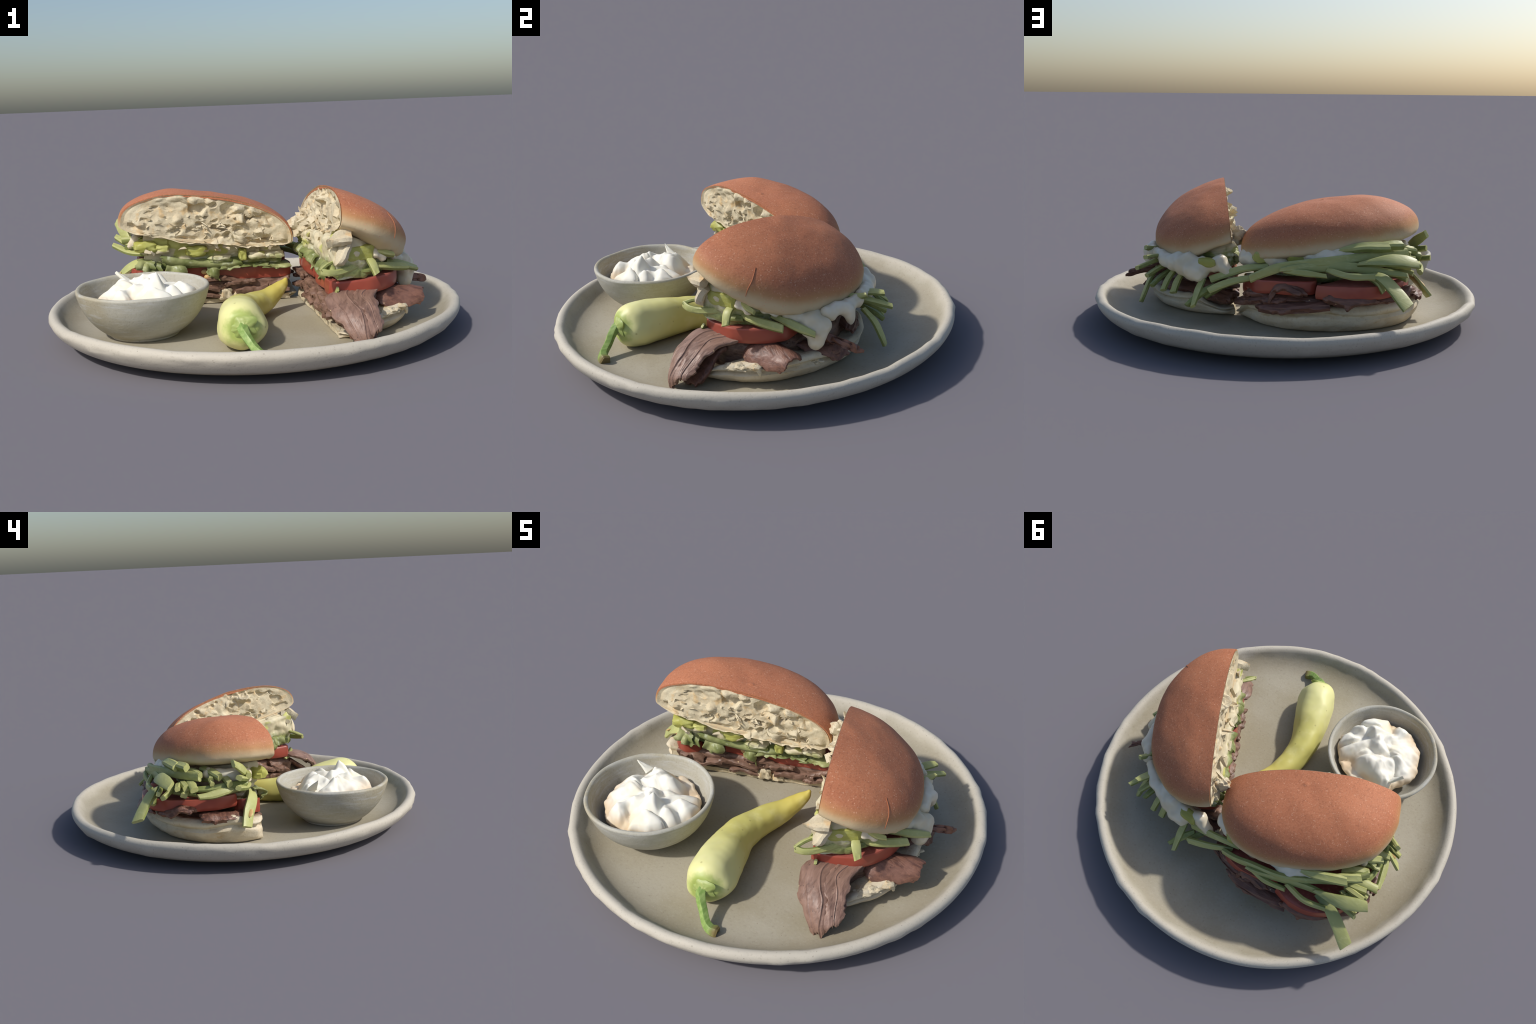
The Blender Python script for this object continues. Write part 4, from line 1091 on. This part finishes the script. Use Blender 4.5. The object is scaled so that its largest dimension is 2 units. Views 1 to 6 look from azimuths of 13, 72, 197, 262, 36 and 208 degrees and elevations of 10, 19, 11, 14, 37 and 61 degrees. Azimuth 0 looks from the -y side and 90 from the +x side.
    # slices further round
    for i, (net, t) in enumerate([
        ([[(0.68, 0.00, 0.165), (0.66, -0.02, 0.185), (0.62, -0.03, 0.19)], [(0.725, 0.07, 0.150), (0.70, 0.06, 0.180), (0.65, 0.05, 0.19)], [(0.750, 0.12, 0.135), (0.72, 0.12, 0.170), (0.66, 0.12, 0.185)], [(0.735, 0.19, 0.145), (0.70, 0.18, 0.17), (0.65, 0.17, 0.18)]], 0.018),
        ([[(0.66, 0.10, 0.205), (0.65, 0.07, 0.215), (0.60, 0.06, 0.22)], [(0.73, 0.15, 0.205), (0.715, 0.11, 0.225), (0.66, 0.09, 0.225)], [(0.79, 0.19, 0.200), (0.775, 0.15, 0.215), (0.72, 0.13, 0.215)], [(0.835, 0.225, 0.190), (0.825, 0.20, 0.20), (0.78, 0.18, 0.205)]], 0.024),
        ([[(0.60, 0.28, 0.16), (0.58, 0.25, 0.185), (0.52, 0.22, 0.19)], [(0.52, 0.33, 0.165), (0.50, 0.30, 0.19), (0.46, 0.26, 0.195)], [(0.44, 0.37, 0.165), (0.43, 0.33, 0.19), (0.40, 0.28, 0.20)], [(0.34, 0.40, 0.155), (0.33, 0.36, 0.185), (0.31, 0.31, 0.19)]], 0.02),
        ([[(0.30, 0.41, 0.14), (0.29, 0.37, 0.165), (0.27, 0.32, 0.17)], [(0.23, 0.43, 0.15), (0.22, 0.39, 0.175), (0.2, 0.33, 0.18)], [(0.16, 0.45, 0.145), (0.15, 0.41, 0.165), (0.14, 0.35, 0.17)]], 0.025),
    ]):
        sheet("meat_slice", net, t, th, M_MEAT_DARK, 34, 16, 0.010, 0.006, 110 + i, (8, 26), 0.2)
    # --- tomato
    half_round("tomato_slice", H, th, [(0.427, -0.350), (0.462, -0.362), (0.530, -0.342), (0.610, -0.296), (0.672, -0.222), (0.704, -0.130), (0.695, -0.05), (0.60, 0.02), (0.48, -0.06), (0.40, -0.20), (0.395, -0.27)], 0.233, 0.302, 0.005, 21, (0.02, 0.03))
    half_round("tomato_slice", H, th, [H.w(*q, 0)[:2] for q in [(0.27, -0.022), (0.17, -0.03), (0.06, -0.028), (0.03, 0.05), (0.10, 0.16), (0.22, 0.14)]], 0.238, 0.305, 0.007, 22)
    half_round("tomato_slice", H, th, [H.w(*q, 0)[:2] for q in [(0.02, -0.028), (-0.12, -0.035), (-0.26, -0.03), (-0.36, -0.01), (-0.37, 0.10), (-0.25, 0.22), (-0.08, 0.22), (0.02, 0.12)]], 0.245, 0.315, 0.007, 23)
    # --- dressed salad: wet strands in the cut
    layer("dressed_salad", H, th, M_FILL_B, [(0.300, 0.2), (0.300, 0.03), (0.312, 0.004), (0.33, 0.0), (0.35, 0.004), (0.37, -0.004), (0.39, 0.0), (0.41, -0.006), (0.43, 0.0), (0.445, 0.0), (0.46, 0.006), (0.475, 0.03), (0.48, 0.2)],
          0.385, 0.30, lambda z: -0.012 - 0.012 * smooth(0.36, 0.45, z), rough=(0.017, 0.014), freq=14, seed=19, streak=True,
          zfun=lambda s, v, z: np.maximum(z + (0.10 * s - 0.30 * np.clip(v, 0, 1)) * smooth(0.33, 0.47, z), 0.285))
    for k, (s, z, L, dr) in enumerate([(0.30, 0.355, 0.06, 0.06), (0.22, 0.35, 0.06, 0.07), (0.13, 0.35, 0.06, 0.06), (0.03, 0.35, 0.07, 0.06), (-0.08, 0.35, 0.07, 0.05), (-0.18, 0.35, 0.07, 0.06), (-0.28, 0.35, 0.07, 0.06), (-0.36, 0.35, 0.06, 0.05)]):
        v = -0.030
        net = []
        fr = np.random.default_rng(200 + k)
        L, dr, s, ph = L * fr.uniform(0.6, 1.5), dr * fr.uniform(0.35, 1.1), s + fr.uniform(-0.025, 0.025), fr.uniform(0, 6)
        for a in (-0.5, -0.25, 0.0, 0.25, 0.5):
            wv = 0.014 * math.sin(fr.uniform(6, 9) * a + ph)
            dr = dr * fr.uniform(0.7, 1.35)
            net.append([H.w(s + a * L, v + 0.05, z + 0.014), H.w(s + a * L * 1.1, v + 0.004 + wv * 0.5, z + 0.004), H.w(s + a * L * 1.2, v - 0.008 + wv, z - dr * 0.55), H.w(s + a * L * 1.1, v + 0.004 - wv, z - dr)])
        sheet("lettuce_leaf", net, 0.007, th, M_LEAF, 22, 14, 0.006, 0.004, 160 + k, (14, 20), 0.12, 35)
    # crumb flakes that jut out at the front corner
    strip("bread_crumb", [(0.530, -0.372, 0.505), (0.500, -0.388, 0.500), (0.470, -0.405, 0.490), (0.440, -0.420, 0.477)], 0.100, 0.060, th, (0.2, -0.6, 0.75), (1.0, 1.0, 0.75, 0.12), 0.25, 12, [M_CRUMB_EDGE, M_CRUMB_EDGE], 3, 0.5)
    strip("bread_crumb", [(0.510, -0.365, 0.470), (0.500, -0.385, 0.440), (0.488, -0.392, 0.405), (0.478, -0.392, 0.375)], 0.080, 0.050, th, (-0.4, -0.8, 0.2), (1.0, 0.9, 0.9, 0.3), 0.2, 12, [M_CRUMB_EDGE, M_CRUMB_EDGE], 5, 0.6)
    # the crack in the crust near the front end
    from mathutils.bvhtree import BVHTree
    bun = [o for o in th.children if o.name.startswith("top_bun")][0]
    W4 = np.array(PARENT_INV[bun.name].inverted())
    vv = np.array([v.co for v in bun.data.vertices]) @ W4[:3, :3].T + W4[:3, 3]
    tree = BVHTree.FromPolygons([tuple(v) for v in vv], [tuple(p.vertices) for p in bun.data.polygons])
    path = []
    for q in catmull([(0.640, -0.170, 0.60), (0.660, -0.192, 0.56), (0.680, -0.215, 0.52), (0.688, -0.232, 0.50), (0.694, -0.243, 0.475)], 14):
        hit = tree.find_nearest(Vector(q))
        path.append(np.array(hit[0]) + 0.0005 * np.array(hit[1]) * (1 if (Vector(q) - Vector((0.45, -0.05, 0.45))).dot(hit[1]) > 0 else -1))
    strip("crust_crack", path[3:], 0.007, 0.005, th, (0.8, -0.5, 0.3), (0.3, 1.0, 0.8, 0.2), 0.0, 24, [M_CRACK, M_CRACK], 1)
    shards("crumb_flakes", H, th, M_CRUMB_EDGE, 22, (-0.40, 0.38), (0.40, 0.54), lambda s, z: 0.0, 0.046, 25, 0.03)
    chunk("bread_crumb", (0.182, 0.262, 0.452), np.array([np.array([0.05, 0.01, 0.0]), np.array([0.0, 0.03, 0.01]), np.array([0, 0, 0.04])]), th, M_CRUMB_EDGE, 33, 0.9, 2.4, 16, 30)
    # --- pickle block and strips at the front
    chunk("pickle_chunk", (0.540, -0.290, 0.415), np.array([np.array([0.062, 0.046, 0.0]), np.array([-0.025, 0.035, 0]), np.array([0.0, 0.0, 0.036])]), th, M_CHUNK, 41, 0.12, 7)
    S = lambda pts, w, t, up=(0, 0, 1), **k: strip("vegetable_strip", pts, w, t, th, up, seed=len(bpy.data.objects), **k)
    S([(0.62, -0.20, 0.385), (0.56, -0.30, 0.365), (0.49, -0.385, 0.348), (0.445, -0.432, 0.350), (0.406, -0.448, 0.358)], 0.042, 0.022, (0.6, -0.8, 0.2), taper=(0.9, 1.0, 1.0))
    S([(0.406, -0.448, 0.362), (0.425, -0.41, 0.378), (0.46, -0.36, 0.390)], 0.030, 0.020, (-0.6, -0.3, 0.6), taper=(0.8, 1.0, 0.7))
    S([(0.58, -0.26, 0.395), (0.612, -0.305, 0.375), (0.636, -0.325, 0.325)], 0.052, 0.024, (0.45, -0.6, 0.6), taper=(0.7, 1.0, 0.9), cup=0.12)
    S([(0.56, -0.24, 0.345), (0.64, -0.22, 0.342), (0.70, -0.165, 0.330), (0.750, -0.108, 0.318)], 0.050, 0.034, (0.4, -0.5, 0.75), taper=(0.8, 1.0, 1.0))
    S([(0.66, -0.12, 0.345), (0.72, -0.07, 0.325), (0.765, -0.015, 0.300), (0.790, 0.02, 0.285)], 0.050, 0.030, (0.6, -0.4, 0.7))
    S([(0.60, -0.24, 0.42), (0.66, -0.235, 0.405), (0.70, -0.215, 0.392)], 0.040, 0.030, (0.4, -0.5, 0.75))
    S([(0.50, -0.33, 0.345), (0.57, -0.29, 0.335), (0.62, -0.24, 0.335)], 0.05, 0.03, (0.4, -0.5, 0.75), mats=[M_SKIN, M_SKIN])
    # behind: the sheaf that droops over the heel
    S([(-0.06, 0.475, 0.350), (0.05, 0.480, 0.335), (0.15, 0.475, 0.300), (0.242, 0.465, 0.262)], 0.052, 0.030, (0.1, 0.9, 0.4), taper=(0.9, 1.0, 1.0))
    S([(-0.02, 0.485, 0.300), (0.08, 0.520, 0.283), (0.16, 0.532, 0.255), (0.224, 0.534, 0.222)], 0.048, 0.030, (0.1, 0.9, 0.4), taper=(0.7, 1.0, 1.0))
    S([(0.28, 0.46, 0.270), (0.285, 0.52, 0.225), (0.282, 0.602, 0.156)], 0.055, 0.024, (0.3, 0.6, 0.6), taper=(0.7, 1.0, 0.6), cup=0.15)
    S([(0.22, 0.48, 0.235), (0.27, 0.53, 0.205), (0.325, 0.575, 0.150)], 0.050, 0.028, (0.2, 0.7, 0.6), mats=[M_SKIN, M_SKIN])
    S([(0.59, 0.33, 0.275), (0.615, 0.375, 0.215), (0.635, 0.40, 0.150), (0.650, 0.412, 0.104)], 0.050, 0.026, (0.7, 0.5, 0.4), taper=(0.6, 1.0, 1.0, 0.6))
    S([(0.56, 0.30, 0.325), (0.60, 0.37, 0.310), (0.651, 0.446, 0.288)], 0.050, 0.028, (0.4, 0.2, 0.9), taper=(0.8, 1.0, 0.7))
    S([(0.46, 0.38, 0.290), (0.485, 0.43, 0.245), (0.497, 0.472, 0.190)], 0.050, 0.028, (0.4, 0.7, 0.5), taper=(0.6, 1.0, 0.9))
    S([(0.41, 0.40, 0.280), (0.43, 0.44, 0.240), (0.440, 0.478, 0.183)], 0.050, 0.030, (0.3, 0.8, 0.5), taper=(0.6, 1.0, 1.0))
    S([(0.55, 0.34, 0.335), (0.585, 0.385, 0.345), (0.612, 0.425, 0.342)], 0.060, 0.026, (0.3, 0.1, 0.9))
    S([(0.53, 0.34, 0.30), (0.57, 0.395, 0.275), (0.60, 0.44, 0.250)], 0.046, 0.030, (0.4, 0.4, 0.8))
    S([(0.51, 0.34, 0.27), (0.55, 0.40, 0.235), (0.575, 0.44, 0.20)], 0.044, 0.030, (0.4, 0.5, 0.7), mats=[M_SKIN, M_SKIN])
    S([(0.16, 0.45, 0.25), (0.20, 0.49, 0.225), (0.255, 0.52, 0.185)], 0.045, 0.03, (0.2, 0.8, 0.5), mats=[M_SKIN, M_SKIN])
    S([(0.60, 0.22, 0.36), (0.64, 0.28, 0.36), (0.665, 0.315, 0.37)], 0.04, 0.03, (0.6, 0.2, 0.7))
    S([(0.47, -0.385, 0.27), (0.455, -0.365, 0.235), (0.43, -0.335, 0.215)], 0.04, 0.016, (-0.6, -0.5, 0.4))
    # --- mayonnaise: long smear behind, drips on the right
    blob("mayonnaise", [(0.52, 0.375, 0.325, 0.045), (0.46, 0.40, 0.320, 0.05), (0.40, 0.43, 0.315, 0.055), (0.345, 0.455, 0.300, 0.055), (0.30, 0.465, 0.285, 0.045), (0.37, 0.43, 0.345, 0.045), (0.29, 0.44, 0.33, 0.045), (0.23, 0.44, 0.33, 0.04),
                        (0.18, 0.455, 0.325, 0.035), (0.15, 0.46, 0.30, 0.035), (0.56, 0.345, 0.345, 0.035), (0.20, 0.44, 0.35, 0.04), (0.43, 0.38, 0.345, 0.05), (0.60, 0.31, 0.35, 0.03)], th, M_MAYO)
    blob("mayonnaise", [(0.715, 0.030, 0.315, 0.050), (0.738, 0.050, 0.275, 0.050), (0.738, 0.040, 0.230, 0.042), (0.745, 0.080, 0.30, 0.038), (0.738, 0.00, 0.285, 0.032), (0.735, 0.02, 0.325, 0.03), (0.70, -0.03, 0.34, 0.035), (0.68, -0.07, 0.355, 0.03), (0.725, 0.065, 0.30, 0.03), (0.69, 0.06, 0.33, 0.035)], th, M_MAYO)
    blob("mayonnaise", [(0.70, 0.205, 0.335, 0.034), (0.70, 0.215, 0.305, 0.030), (0.693, 0.225, 0.278, 0.024), (0.66, 0.22, 0.345, 0.03), (0.708, 0.105, 0.340, 0.036), (0.700, 0.145, 0.345, 0.036), (0.690, 0.18, 0.345, 0.034), (0.660, 0.24, 0.340, 0.034), (0.635, 0.28, 0.338, 0.036), (0.716, 0.13, 0.315, 0.020)], th, M_MAYO)
    blob("mayonnaise", [(0.64, -0.215, 0.405, 0.03), (0.65, -0.225, 0.385, 0.026), (0.61, -0.25, 0.415, 0.026), (0.67, -0.16, 0.385, 0.025), (0.69, -0.12, 0.37, 0.022), (0.62, -0.26, 0.40, 0.022)], th, M_MAYO, 0.009)
    chunk("pickle_chunk", (0.265, 0.455, 0.345), np.array([np.array([0.05, -0.01, 0.0]), np.array([0.0, 0.03, 0]), np.array([0.0, 0.0, 0.022])]), th, M_CHUNK, 43, 0.2, 4)
    # torn flake of bread on the heel and crumb on its rim
    sheet("bread_crumb", [[(0.735, -0.245, 0.170), (0.750, -0.235, 0.150), (0.757, -0.220, 0.122)], [(0.752, -0.215, 0.170), (0.762, -0.215, 0.150), (0.760, -0.214, 0.124)]], 0.010, th, M_CRUMB_EDGE, 8, 10, 0.002, 0.002, 3, (3, 4), 0.03)
    for k, p in enumerate([(0.665, -0.32, 0.148), (0.70, -0.275, 0.152), (0.735, -0.225, 0.155), (0.70, 0.14, 0.14), (0.68, 0.19, 0.145), (0.72, 0.05, 0.13)]):
        chunk("bread_crumb", p, np.array([np.array([0.020, 0.020, 0.0]), np.array([-0.016, 0.016, 0]), np.array([0.0, 0.0, 0.012])]), th, M_CRUMB_EDGE, 50 + k, 0.9, 2.4, 14, 30)
    return th


build_plate()
build_bowl()
build_pepper()
build_half_back()
build_half_right()
